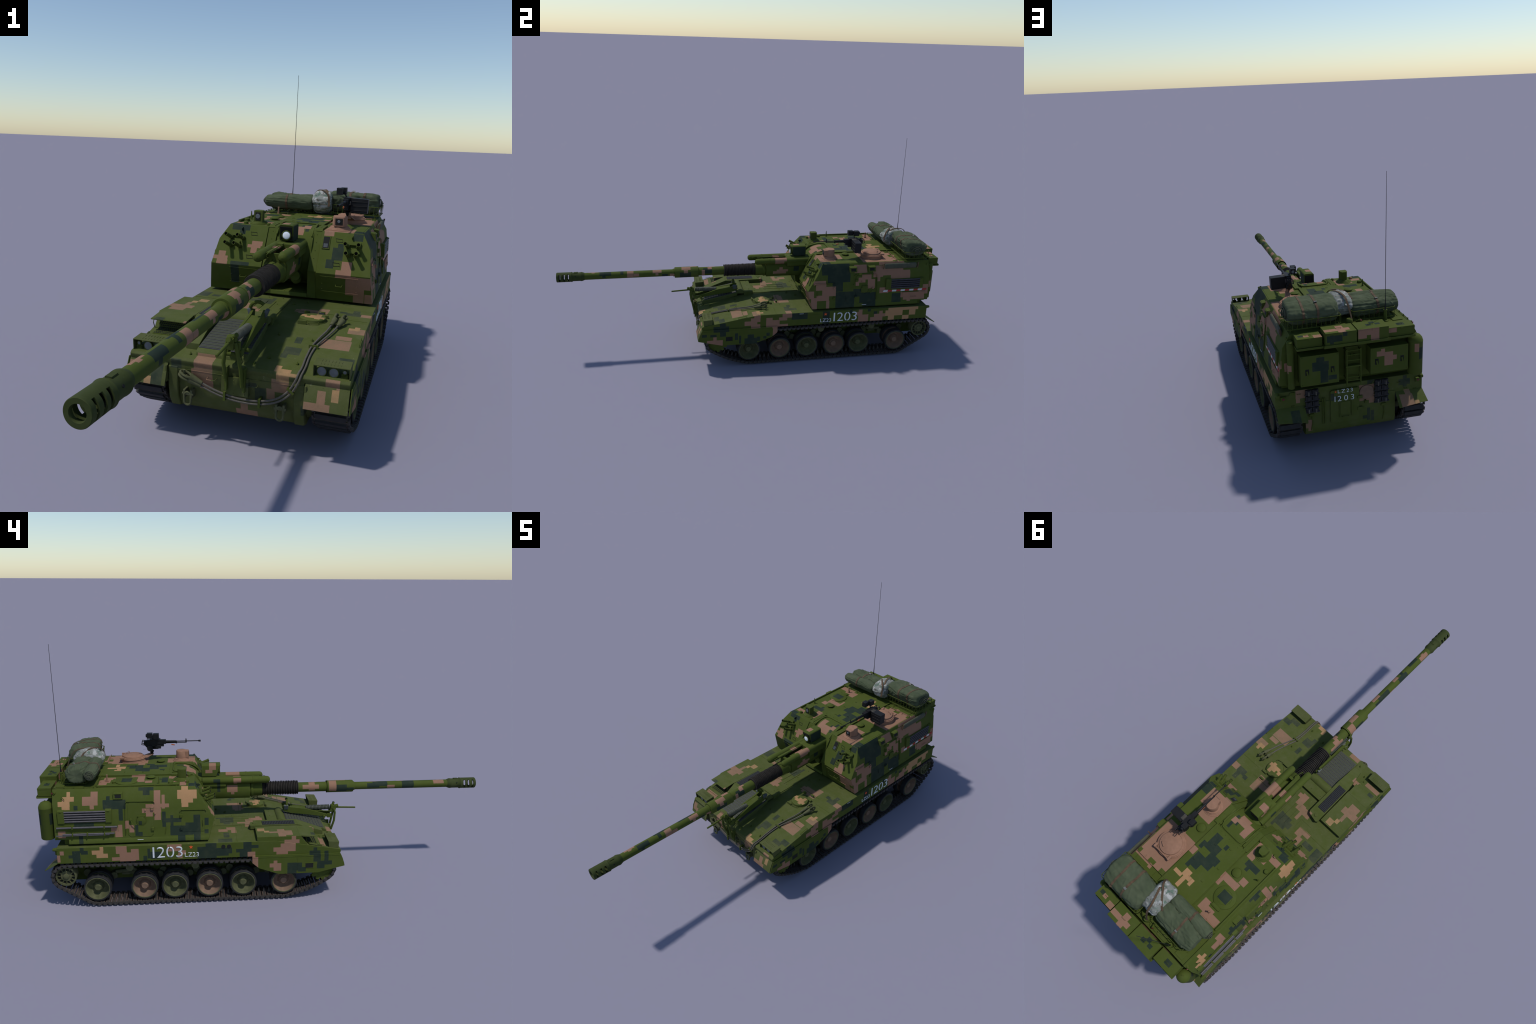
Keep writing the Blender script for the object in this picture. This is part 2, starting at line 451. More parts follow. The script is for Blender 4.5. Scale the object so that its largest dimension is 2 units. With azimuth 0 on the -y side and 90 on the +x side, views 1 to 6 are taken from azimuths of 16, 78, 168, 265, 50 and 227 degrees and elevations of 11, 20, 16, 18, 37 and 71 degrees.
def spline(pts, n):
    """Catmull-Rom through hand placed points, n samples per span."""
    P = [V(p) for p in pts]
    out = []
    for i in range(len(P) - 1):
        p0, p1, p2, p3 = P[max(i - 1, 0)], P[i], P[i + 1], P[min(i + 2, len(P) - 1)]
        for k in range(n):
            t = k / n
            out.append(0.5 * ((2 * p1) + (p2 - p0) * t + (2 * p0 - 5 * p1 + 4 * p2 - p3) * t * t + (3 * p1 - p0 - 3 * p2 + p3) * t ** 3))
    out.append(P[-1])
    return out


def lettering(name, text, parent, origin, right, up, width, height, mat="white_letter", proud=0.0012, spacing=1.0):
    """Painted characters: raised a hair above the plate, fitted to a box."""
    cu = bpy.data.curves.new(name, "FONT")
    cu.body = text
    cu.extrude = 0.0
    cu.space_character = spacing
    cu.offset = -0.008
    tmp = bpy.data.objects.new(name + "_tmp", cu)
    bpy.context.scene.collection.objects.link(tmp)
    dg = bpy.context.evaluated_depsgraph_get()
    me = bpy.data.meshes.new_from_object(tmp.evaluated_get(dg))
    bpy.data.objects.remove(tmp)
    xs = [v.co.x for v in me.vertices]
    ys = [v.co.y for v in me.vertices]
    x0, x1, y0, y1 = min(xs), max(xs), min(ys), max(ys)
    r, u = V(right), V(up)
    nrm = r.cross(u)
    bm = bmesh.new()
    bm.from_mesh(me)
    for v in bm.verts:
        v.co = V(origin) + r * ((v.co.x - x0) / (x1 - x0) * width) + u * ((v.co.y - y0) / (y1 - y0) * height) + nrm * proud
    geom = bmesh.ops.extrude_face_region(bm, geom=bm.faces[:])
    for v in [g for g in geom["geom"] if isinstance(g, bmesh.types.BMVert)]:
        v.co -= nrm * (proud + 0.0005)
    bmesh.ops.recalc_face_normals(bm, faces=bm.faces)
    bm.to_mesh(me)
    bm.free()
    me.name = name
    me.materials.clear()
    me.materials.append(M[mat])
    ob = bpy.data.objects.new(name, me)
    bpy.context.scene.collection.objects.link(ob)
    ob.parent = parent
    return ob


def star(parent, c, right, up, r):
    b = Build()
    R, U = V(right), V(up)
    N = R.cross(U)
    pts = []
    for k in range(10):
        q = r if k % 2 == 0 else r * 0.42
        a = pi / 2 + k * pi / 5
        pts.append(V(c) + R * math.cos(a) * q + U * math.sin(a) * q)
    b.rings([[p - N * 0.0006 for p in pts], [p + N * 0.0012 for p in pts]])
    return b.done("star_marking", parent, "star")


# --------------------------------------------------------------------- root
root = bpy.data.objects.new("self_propelled_howitzer", None)
bpy.context.scene.collection.objects.link(root)
root["label"] = "tracked self-propelled howitzer in green and brown digital camouflage"
root["category"] = "military vehicle"

# --------------------------------------------------------------------- hull
b = Build()
b.mat(0).prism([(-0.283, 0.208), (-0.2885, 0.214), (-0.290, 0.224), (-0.284, 0.2300), (-0.004, 0.2780), (0.27, 0.2778),
                (0.910, 0.2768), (0.9105, 0.206)], -0.302, 0.302)
b.prism([(-0.287, 0.216), (-0.2865, 0.192), (-0.2770, 0.165), (-0.2735, 0.135), (-0.2660, 0.104), (-0.2570, 0.087), (-0.240, 0.077), (-0.200, 0.074),
         (0.700, 0.072), (0.880, 0.070), (0.904, 0.077), (0.9115, 0.088), (0.914, 0.105), (0.9135, 0.216)], -0.1865, 0.1865)


def hull_mat(n, c):
    if n.z > 0.8:
        return 2
    if abs(n.x) > 0.7:
        return 5 if abs(c.x) < 0.25 else (1 if c.x > 0 else 0)
    if n.y < -0.25:
        return 3
    if n.y > 0.3:
        return 4
    return 5


hull = b.done("hull", root, ["hull_left", "hull_right", "deck", "hull_front", "hull_rear", "paint"], 0.0016, matfn=hull_mat)

# transverse final drive flanges at the nose
b = Build()
for s in (-1, 1):
    b.prism([(-0.289, 0.205), (-0.2870, 0.150), (-0.279, 0.110), (-0.262, 0.084), (-0.230, 0.074), (-0.18, 0.10),
             (-0.18, 0.205)], s * 0.160, s * 0.188)
    b.cyl((s * 0.186, -0.212, 0.135), (s * 0.205, -0.212, 0.135), 0.045, 0.040, 24)
b.done("final_drive_housing", hull, ["hull_front"], 0.003)

# side skirts
skirt_poly = [(-0.286, 0.2135), (-0.298, 0.188), (-0.3075, 0.152), (-0.2836, 0.1465), (-0.190, 0.1235), (-0.020, 0.1230),
              (0.067, 0.154), (0.096, 0.180), (0.096, 0.2125)]
for s in (-1, 1):
    b = Build()
    b.prism(skirt_poly, s * 0.3052, s * 0.3078)
    b.box(s * 0.3010, s * 0.3060, -0.284, 0.095, 0.2105, 0.2122)
    b.box(s * 0.3075, s * 0.3088, -0.284, 0.096, 0.2030, 0.2050)
    b.box(s * 0.3075, s * 0.3085, -0.100, -0.098, 0.126, 0.203)
    b.bolts([(s * 0.3076, y, 0.2095) for y in (-0.27, -0.21, -0.15, -0.11, -0.06, -0.01, 0.04, 0.09)], 0.0012, 0.0009, (s, 0, 0))
    # access window
    b.mat(1).box(s * 0.3073, s * 0.3082, -0.169, -0.135, 0.147, 0.170)
    b.mat(0)
    for z in (0.1458, 0.1700):
        b.box(s * 0.3070, s * 0.3090, -0.171, -0.133, z, z + 0.0016)
    b.done("side_skirt", hull, ["hull_left" if s < 0 else "hull_right", "void"], 0.0005)
    # front mudguard
    b = Build()
    outer = [(-0.2855, 0.2130), (-0.2930, 0.200), (-0.3010, 0.180), (-0.3065, 0.163), (-0.3090, 0.1515)]
    poly = outer + [(y + 0.0045, z - 0.0004) for y, z in reversed(outer)]
    b.prism(poly, s * 0.189, s * 0.3021)
    b.box(s * 0.189, s * 0.194, -0.297, -0.262, 0.160, 0.206)
    b.bolts([(s * x, -0.2885, 0.206) for x in (0.200, 0.235, 0.270, 0.296)], axis=(0, -1, 0.3))
    b.done("front_mudguard", hull, "hull_front", 0.0006)
    # rear mud flap
    b = Build()
    b.rings([[(s * 0.187, 0.9106, 0.2055), (s * 0.302, 0.9106, 0.2055), (s * 0.304, 0.963, 0.1765), (s * 0.186, 0.958, 0.160)],
             [(s * 0.187, 0.9106, 0.2090), (s * 0.302, 0.9106, 0.2090), (s * 0.304, 0.965, 0.1795), (s * 0.186, 0.960, 0.163)]])
    b.done("rear_mud_flap", hull, "hull_rear", 0.0006)

# exhaust and intake box on the left of the deck
b = Build()
b.prism([(0.075, 0.280), (0.075, 0.2965), (-0.112, 0.2975), (-0.146, 0.2500)], -0.3012, -0.186)
b.prism([(-0.108, 0.2945), (-0.108, 0.2980), (-0.178, 0.2915), (-0.178, 0.2885)], -0.297, -0.188)
b.mat(1).obox((-0.240, -0.1290, 0.2760), (0.049, 0.001, 0.0150), Matrix.Rotation(math.radians(-40), 3, "X"))
b.mat(0)
for x in (-0.296, -0.189):
    b.tube([(x, -0.120, 0.292), (x - 0.002, -0.150, 0.291), (x - 0.001, -0.160, 0.275), (x, -0.152, 0.257)], 0.0014, 6)
for k in range(7):
    b.box(-0.288 + k * 0.0155, -0.2855 + k * 0.0155, -0.176, -0.150, 0.2912, 0.2925)
intake = b.done("intake_box", hull, ["deck", "void"], 0.0012,
                matfn=lambda n, c: 2 if (abs(n.x) > 0.8 and c.x < -0.299) else None)
intake.data.materials.append(M["hull_left"])
b = Build()
b.obox((-0.240, -0.1400, 0.2695), (0.046, 0.0012, 0.0160), Matrix.Rotation(math.radians(-14), 3, "X"))
b.obox((-0.240, -0.1660, 0.2548), (0.046, 0.0220, 0.0010), Matrix.Rotation(math.radians(10), 3, "X"))
b.mat(1)
for r in range(5):
    for k in range(15):
        x = -0.2825 + k * 0.0060 + (r % 2) * 0.0030
        b.obox((x, -0.1413 + (r - 2) * 0.0013, 0.2695 + (r - 2) * 0.0056), (0.0021, 0.0008, 0.0019), Matrix.Rotation(math.radians(-14), 3, "X"))
        b.obox((x, -0.1660 + (r - 2) * 0.0080, 0.2556 + (r - 2) * 0.0014), (0.0021, 0.0026, 0.0008), Matrix.Rotation(math.radians(10), 3, "X"))
b.done("intake_mesh", hull, ["paint", "void"], kind="stuff")
b = Build()
b.rings([[(-0.300, -0.150, 0.2565), (-0.190, -0.150, 0.2565), (-0.190, -0.208, 0.2445), (-0.300, -0.208, 0.2445)],
         [(-0.300, -0.150, 0.2585), (-0.190, -0.150, 0.2585), (-0.190, -0.208, 0.2465), (-0.300, -0.208, 0.2465)]])
b.done("intake_sill", hull, "deck", 0.0004)

# radiator side grille box
b = Build()
b.prism([(-0.182, 0.094), (-0.174, 0.099), (-0.128, 0.088), (-0.121, 0.076), (-0.121, -0.120), (-0.181, -0.120)], 0.282, 0.3005, "z")
b.rings([[(-0.181, -0.118, z0), (-0.121, -0.118, z0), (-0.121, -0.235, z1), (-0.160, -0.235, z1)] for z0, z1 in ((0.25, 0.23), (0.3003, 0.2560))])
b.cyl((-0.157, 0.075, 0.299), (-0.157, 0.075, 0.3035), 0.0095, 0.0085, 16)
b.mat(1).box(-0.177, -0.136, -0.105, 0.041, 0.300, 0.3014)
b.mat(2)
for k in range(20):
    y = -0.1030 + k * 0.0072
    b.box(-0.1755, -0.1375, y, y + 0.0048, 0.3010, 0.3024)
b.done("side_grille_box", hull, ["deck", "void", "grille_dark"], 0.0012)

# radiator grille on the nose, its roll cover and the engine deck behind it
b = Build()
rad = [(-0.074, 0.2905), (-0.255, 0.2550)]
b.prism([(-0.070, 0.27), (-0.070, 0.2890), (-0.252, 0.2510), (-0.262, 0.2430), (-0.266, 0.2150)], -0.120, 0.026)
b.done("radiator_housing", hull, "deck", 0.003, seg=3)
b = Build()
tilt = Matrix.Rotation(math.atan2(0.038, 0.182), 3, "X")
b.obox((-0.047, -0.163, 0.2698), (0.070, 0.088, 0.0012), tilt)
b.mat(1)
for k in range(12):
    c = V((-0.047, -0.163, 0.2705)) + tilt @ V((0, lerp(-0.0785, 0.0785, k / 11), 0))
    b.obox(c, (0.068, 0.0056, 0.0011), tilt)
    for q in range(2):
        b.obox(c + tilt @ V((0, -0.0028 + 0.0056 * q, 0.0011)), (0.068, 0.0013, 0.0005), tilt)
b.done("radiator_grille", hull, ["slat_dark", "grille"])
b = Build()
b.prism([(-0.0535 + 0.0215 * math.cos(a), 0.2815 + 0.0215 * math.sin(a)) for a in [pi * k / 12 for k in range(13)]], -0.1205, 0.026)
b.prism([(-0.034, 0.270), (-0.034, 0.2945), (0.013, 0.2945), (0.013, 0.270)], -0.1240, 0.030)
b.prism([(0.018, 0.274), (0.018, 0.2812), (0.268, 0.2800), (0.268, 0.274)], -0.1205, 0.019)
for x in (-0.075, -0.050, -0.022):
    b.box(x, x + 0.0012, 0.080, 0.200, 0.279, 0.2822)
b.bolts([(x, y, 0.2808) for x in (-0.11, -0.06, -0.01) for y in (0.03, 0.09, 0.17, 0.25)], 0.002, 0.002)
b.bolts([(x, -0.005, 0.2945) for x in (-0.11, -0.055, 0.0, 0.026)], 0.0022, 0.002)
b.done("engine_deck", hull, "deck", 0.0012)

# small deck fittings: seams, lift eyes, handles
b = Build()
for x0, y0, x1, y1 in ((0.196, -0.22, 0.196, -0.145), (0.196, -0.145, 0.300, -0.145), (0.060, -0.10, 0.196, -0.09),
                       (0.20, 0.09, 0.295, 0.09), (0.055, 0.13, 0.19, 0.13), (-0.18, 0.13, -0.122, 0.13), (-0.296, 0.16, -0.13, 0.16)):
    def zz(y):
        return 0.2778 + min(y, 0) * 0.0480 / 0.280
    d = V((x1 - x0, y1 - y0, 0)).normalized()
    w = V((-d.y, d.x, 0)) * 0.0007
    A, Bp = V((x0, y0, zz(y0))), V((x1, y1, zz(y1)))
    b.rings([[A - w, A + w, A + w + V((0, 0, .0008)), A - w + V((0, 0, .0008))], [Bp - w, Bp + w, Bp + w + V((0, 0, .0008)), Bp - w + V((0, 0, .0008))]])
for x, y, z in [(x, y, 0.278 + min(y, 0) * 0.0480 / 0.280) for x, y in ((0.066, -0.09), (0.075, -0.225), (0.155, -0.235), (-0.185, -0.235), (-0.135, -0.262),
                (0.045, -0.262), (-0.20, -0.21), (0.165, -0.10), (0.04, 0.20), (0.08, 0.24))]:
    b.torus((x, y, z + 0.003), 0.0045, 0.0012, (1, 0.3, 0), 10, 5)
    b.box(x - 0.004, x + 0.004, y - 0.003, y + 0.003, z - 0.001, z + 0.0018)
for x, y0, y1 in ((0.297, -0.105, -0.062), (-0.298, -0.215, -0.185)):
    zf = lambda y: 0.278 + 0.0480 / 0.280 * y
    b.tube([(x, y0, zf(y0)), (x, y0, zf(y0) + 0.008), (x, y1, zf(y1) + 0.008), (x, y1, zf(y1))], 0.0011, 5)
b.done("deck_fitting", hull, "paint", kind="stuff")

# driver's hatch
b = Build()
b.lathe([(-0.009, 0.0415), (0, 0.0410), (0.0035, 0.040), (0.0052, 0.036), (0.0055, 0.0)], (0.136, 0.045, 0.285), (0, 0, 1), 36)
b.torus((0.136, 0.045, 0.2785), 0.0425, 0.0016, n=36, m=6)
b.box(0.100, 0.126, -0.008, -0.002, 0.277, 0.289)
b.box(0.150, 0.176, 0.078, 0.090, 0.277, 0.287)
b.tube([(0.130, 0.000, 0.284), (0.132, -0.008, 0.284), (0.160, 0.000, 0.284), (0.160, 0.008, 0.284)], 0.0014, 6)
hatch_paint = camo("hatch_paint", "xy", sand=[(112, 172, 29, 46), (143, 160, 20, 73), (99, 115, 40, 58), (126, 145, 46, 60)], dust=0.25)
b.done("driver_hatch", hull, hatch_paint, 0.0004)
b = Build()
b.obox((0.150, 0.118, 0.2815), (0.010, 0.004, 0.0055))
b.obox((0.104, 0.110, 0.2815), (0.008, 0.004, 0.0055))
b.mat(1).box(0.142, 0.158, 0.1132, 0.1142, 0.2790, 0.2855)
b.done("periscope", hull, ["paint", "dark_glass"], 0.001)

# head lamps under their louvred hoods
for s in (-1, 1):
    b = Build()
    x0, x1 = s * 0.2045, s * 0.2985
    zt0, zt1 = 0.2595, 0.2640
    b.prism([(-0.281, zt0), (-0.281, zt0 + 0.0025), (-0.234, zt1 + 0.001), (-0.234, zt1 - 0.002)], x0, x1)
    for xa in (0.2045, 0.2965):
        b.prism([(-0.278, 0.229), (-0.281, zt0 + 0.001), (-0.234, zt1 - 0.001), (-0.238, 0.238)], s * xa, s * (xa + 0.002))
    for k in range(7):
        b.box(s * (0.222 + k * 0.0085), s * (0.2235 + k * 0.0085), -0.274, -0.262, 0.2615, 0.2635)
        b.box(s * (0.222 + k * 0.0085), s * (0.2235 + k * 0.0085), -0.255, -0.243, 0.2628, 0.2650)
    hood = b.done("headlamp_hood", hull, ["hull_front", "void"], 0.0006)
    b = Build()
    for x in (0.2255, 0.2565):
        c = V((s * x, -0.272, 0.2440))
        b.mat(0).lathe([(0.02, 0.004), (0.012, 0.010), (0.0, 0.0130), (-0.002, 0.0130), (-0.002, 0.0115)], c, (0, 1, 0), 24)
        b.mat(1).lathe([(-0.001, 0.0116), (-0.0022, 0.007), (-0.0028, 0.0)], c, (0, 1, 0), 24)
    c = V((s * 0.284, -0.272, 0.2490))
    b.mat(0).lathe([(0.01, 0.004), (0.0, 0.006), (-0.002, 0.0058), (-0.002, 0.0045)], c, (0, 1, 0), 16)
    b.mat(1).lathe([(-0.001, 0.0046), (-0.002, 0.0)], c, (0, 1, 0), 16)
    b.mat(0)
    for k in range(4):
        b.box(s * 0.276, s * 0.292, -0.273, -0.266, 0.2305 + k * 0.003, 0.2318 + k * 0.003)
    b.box(s * 0.2755, s * 0.2925, -0.269, -0.262, 0.2300, 0.2430)
    b.done("headlamp", hull, ["paint", "lens"])

# tow shackles, front handles
b = Build()
for s in (-1, 1):
    x = s * 0.1275
    b.box(x - 0.013, x - 0.007, -0.297, -0.270, 0.122, 0.146)
    b.box(x + 0.007, x + 0.013, -0.297, -0.270, 0.122, 0.146)
    b.cyl((x - 0.016, -0.293, 0.134), (x + 0.016, -0.293, 0.134), 0.0042, n=12)
    ring = [(x + 0.0095 * math.cos(a), -0.295, 0.1215 + (0.0085 if math.sin(a) > 0 else -0.0085) + 0.0095 * math.sin(a))
            for a in [2 * pi * k / 20 for k in range(20)]]
    b.tube(ring, 0.0033, 8, True)
b.done("tow_shackle", hull, "dusty", 0.0008)
b = Build()
for x, z in ((-0.063, 0.186), (0.052, 0.186)):
    b.tube([(x - 0.013, -0.283, z), (x - 0.012, -0.296, z - 0.003), (x + 0.012, -0.296, z - 0.003), (x + 0.013, -0.283, z)], 0.0013, 6)
b.box(-0.16, 0.17, -0.2880, -0.2868, 0.1985, 0.2000)
b.box(-0.034, 0.040, -0.2930, -0.2760, 0.150, 0.200)
b.bolts([(x, -0.2932, z) for x in (-0.026, 0.0, 0.03) for z in (0.156, 0.19)], axis=(0, -1, 0))
b.done("front_plate_fitting", hull, "hull_front", 0.0006)

# tow cable: two parallel wire ropes from deck to nose
b = Build()
line = [(0.212, -0.005, 0.2870), (0.204, -0.045, 0.2785), (0.188, -0.100, 0.2680), (0.177, -0.141, 0.2585), (0.174, -0.200, 0.2485),
        (0.176, -0.255, 0.2400), (0.174, -0.287, 0.2340), (0.168, -0.296, 0.2150), (0.150, -0.2945, 0.1830), (0.118, -0.2935, 0.1560),
        (0.072, -0.2925, 0.1415), (0.020, -0.2925, 0.1395), (-0.023, -0.2935, 0.1455), (-0.060, -0.2945, 0.1560), (-0.094, -0.2960, 0.1700)]
for k, off in enumerate((-1, 1)):
    pts = []
    sp = spline(line, 8)
    for i, p in enumerate(sp):
        t = (sp[min(i + 1, len(sp) - 1)] - sp[max(i - 1, 0)]).normalized()
        nrm = V((0, 0, 1)) if p.y > -0.28 else V((0, -1, 0))
        sd = t.cross(nrm).normalized()
        spread = 0.0042 + 0.006 * max(0, 1 - i / 30.0)
        pts.append(p + sd * off * spread)
    b.mat(0).tube(pts, 0.0029, 8)
    # cast sockets with eyes, deck end and nose end
    for end, prev in ((pts[0], pts[5]), (pts[-1], pts[-6])):
        d = (end - prev).normalized()
        b.mat(1).cyl(end - d * 0.006, end + d * 0.030, 0.0052, 0.0100, 14)
        e = end + d * 0.043
        deck_end = end.y > -0.1
        nrm = V((1, 0, 0.2)) if deck_end else V((0, -0.15, 1))
        sd = d.cross(nrm).normalized()
        loop = []
        for a in [2 * pi * q / 18 for q in range(18)]:
            loop.append(e + d * 0.017 * math.cos(a) + sd * 0.0098 * math.sin(a))
        b.tube(loop, 0.0036, 8, True)
        b.cyl(e + d * 0.006 - nrm.normalized() * 0.008, e + d * 0.006 + nrm.normalized() * 0.010, 0.0036, n=10)
b.mat(2)
for c, half, rz in (((0.177, -0.141, 0.2590), (0.013, 0.0028, 0.0052), 0), ((0.153, -0.2945, 0.188), (0.011, 0.005, 0.0028), 40),
                    ((0.072, -0.2875, 0.141), (0.003, 0.0110, 0.0120), 0), ((-0.023, -0.2880, 0.146), (0.003, 0.0120, 0.0120), 0)):
    b.obox(c, half, Matrix.Rotation(math.radians(rz), 3, "Y"))
b.done("tow_cable", hull, ["cable", "dusty", "paint"])

# exhaust ports on the left side
b = Build()
for y in (0.195, 0.219):
    b.mat(0).cyl((-0.2985, y, 0.2595), (-0.3032, y, 0.2595), 0.0088, n=18)
b.done("exhaust_port", hull, "void")

# side markings
for s in (-1, 1):
    R = (0, s, 0)
    U = (0, 0, 1)
    x = s * 0.3020
    if s < 0:
        y_one, y_num, y_lz, y_star = 0.5165, 0.4985, 0.3825, 0.3555
    else:
        y_one, y_num, y_lz, y_star = 0.3930, 0.4120, 0.3215, 0.3490
    b = Build()
    y1 = y_one + s * 0.0072
    b.box(min(x - s * 0.0005, x + s * 0.0012), max(x - s * 0.0005, x + s * 0.0012), min(y_one, y1), max(y_one, y1), 0.2195, 0.2675)
    b.done("number_marking", hull, "white_letter")
    lettering("number_marking", "203", hull, (x, y_num, 0.2185), R, U, 0.107, 0.0490)
    lettering("unit_marking", "LZ23", hull, (x, y_lz, 0.2185), R, U, 0.0590, 0.0195)
    star(hull, (x + s * 0.0003, y_star, 0.2625), R, U, 0.0088)
    # stencil bridges of the nought
    b = Build()
    yc = y_num + s * 0.0535
    for z in (0.2215, 0.2645):
        b.box(min(x, x + s * 0.0016), max(x, x + s * 0.0016), yc - 0.0016, yc + 0.0016, z - 0.0045, z + 0.0045)
    b.done("stencil_bridge", hull, "paint")
    if s > 0:
        b = Build()
        b.box(x - 0.0005, x + 0.001, 0.210, 0.232, 0.2715, 0.2730)
        b.mat(1).box(x - 0.0005, x + 0.0006, 0.103, 0.1040, 0.226, 0.262)
        b.box(x - 0.0005, x + 0.0006, 0.1045, 0.325, 0.2622, 0.2632)
        b.box(x - 0.0005, x + 0.0006, 0.3245, 0.3255, 0.226, 0.262)
        b.done("data_plate", hull, ["white_letter", "hull_right"])

# ----------------------------------------------------------------- hull rear
b = Build()
b.prism([(-0.033, 0.125), (-0.028, 0.117), (0.080, 0.117), (0.085, 0.125), (0.085, 0.252), (0.079, 0.258), (-0.027, 0.258), (-0.033, 0.252)],
        0.910, 0.9185, "y")
b.box(0.005, 0.045, 0.918, 0.9215, 0.150, 0.205)
for x in (-0.002, 0.048):
    b.box(x - 0.002, x + 0.002, 0.918, 0.922, 0.140, 0.210)
for z in (0.165, 0.215):
    b.box(-0.046, -0.026, 0.913, 0.922, z - 0.006, z + 0.006)
b.tube([(0.012, 0.918, 0.14), (0.012, 0.925, 0.142), (0.038, 0.925, 0.142), (0.038, 0.918, 0.14)], 0.0014, 6)
rear_door_paint = camo("rear_door_paint", "xz", dark=[(70, 84, 225, 246), (40, 84, 215, 232)], dust=0.22)
b.done("rear_door", hull, rear_door_paint, 0.0012)
RR, RU = (-1, 0, 0), (0, 0, 1)
lettering("unit_marking", "LZ23", hull, (0.0550, 0.9185, 0.2440), RR, RU, 0.0610, 0.0150, spacing=1.25)
lettering("number_marking", "203", hull, (0.0560, 0.9185, 0.2090), RR, RU, 0.0670, 0.0230, spacing=1.45)
b = Build()
b.box(0.0655, 0.0685, 0.918, 0.9198, 0.2090, 0.2320)
b.done("number_marking", hull, "white_letter")
star(hull, (0.0640, 0.9187, 0.2515), RR, RU, 0.0050)
b = Build()
b.lathe([(0, 0.030), (0.003, 0.030), (0.004, 0.027), (0.004, 0)], (-0.065, 0.9125, 0.2285), (0, 1, 0), 32)
b.done("round_cover", hull, "tan_muted", 0.0004)
b = Build()
for x in (0.108, 0.116):
    b.cyl((x, 0.9165, 0.120), (x, 0.9165, 0.232), 0.0024, n=8)
for s in (-1, 1):
    x = 0.162 if s > 0 else -0.135
    b.tube([(x, 0.917, 0.168), (x - 0.004, 0.918, 0.135), (x + 0.002, 0.915, 0.098)], 0.0018, 6)
    b.box(x - 0.010, x + 0.010, 0.912, 0.919, 0.160, 0.170)
b.box(0.226, 0.246, 0.9098, 0.914, 0.262, 0.272)
b.box(-0.062, -0.055, 0.913, 0.925, 0.185, 0.197)
for x, z in ((0.21, 0.262), (0.255, 0.262), (-0.2, 0.25), (-0.23, 0.22), (0.235, 0.215), (-0.27, 0.212)):
    b.tube([(x - 0.006, 0.910, z), (x - 0.006, 0.916, z), (x + 0.006, 0.916, z), (x + 0.006, 0.910, z)], 0.0011, 5)
for x in (-0.294, 0.294):
    b.cyl((x, 0.905, 0.268), (x, 0.926, 0.268), 0.010, 0.006, 12)
b.tube([(-0.078, 0.913, 0.262), (-0.083, 0.925, 0.268), (-0.092, 0.925, 0.280)], 0.0015, 6)
b.done("rear_fitting", hull, "paint", 0.0004, kind="stuff")
for x in (0.272, -0.281):
    b = Build()
    b.mat(0).box(x - 0.010, x + 0.010, 0.910, 0.918, 0.2425, 0.2605)
    b.box(x - 0.011, x + 0.011, 0.915, 0.9235, 0.2600, 0.2625)
    b.mat(1).cyl((x, 0.917, 0.2515), (x, 0.9195, 0.2515), 0.0052, n=16)
    b.done("tail_lamp", hull, ["paint", "lamp_red"], 0.0004)

# ------------------------------------------------------------------- tracks
WHEELS = {1: (-0.047, 0.1155, 0.261, 0.409, 0.545, 0.752), -1: (-0.044, 0.134, 0.280, 0.428, 0.559, 0.757)}
WZ, TYRE = 0.0785, 0.0585
IDLER, SPROCKET = (0.884, 0.1405), (-0.212, 0.135)
TX = 0.2545                                    # track centre line


def tangent_loop(circles):
    """Belt around circles listed anticlockwise as seen from +x (y right, z up)."""
    path = []
    n = len(circles)
    ang = []
    for i in range(n):
        (y0, z0, r0), (y1, z1, r1) = circles[i], circles[(i + 1) % n]
        d = math.hypot(y1 - y0, z1 - z0)
        base = math.atan2(z1 - z0, y1 - y0)
        ang.append(base - math.acos((r0 - r1) / d))
    for i in range(n):
        y, z, r = circles[i]
        a0, a1 = ang[i - 1], ang[i]
        while a1 < a0:
            a1 += 2 * pi
        k = max(2, int((a1 - a0) / 0.08))
        path += [(y + r * math.cos(lerp(a0, a1, j / k)), z + r * math.sin(lerp(a0, a1, j / k))) for j in range(k + 1)]
    return path


def resample(path, count):
    P = path + [path[0]]
    seg = [math.hypot(P[i + 1][0] - P[i][0], P[i + 1][1] - P[i][1]) for i in range(len(P) - 1)]
    total = sum(seg)
    out, acc, i = [], 0.0, 0
    for k in range(count):
        t = total * k / count
        while i < len(seg) - 1 and acc + seg[i] < t:
            acc += seg[i]
            i += 1
        f = (t - acc) / max(seg[i], 1e-9)
        y, z = lerp(P[i][0], P[i + 1][0], f), lerp(P[i][1], P[i + 1][1], f)
        a = math.atan2(P[i + 1][1] - P[i][1], P[i + 1][0] - P[i][0])
        out.append((y, z, a))
    return out, total


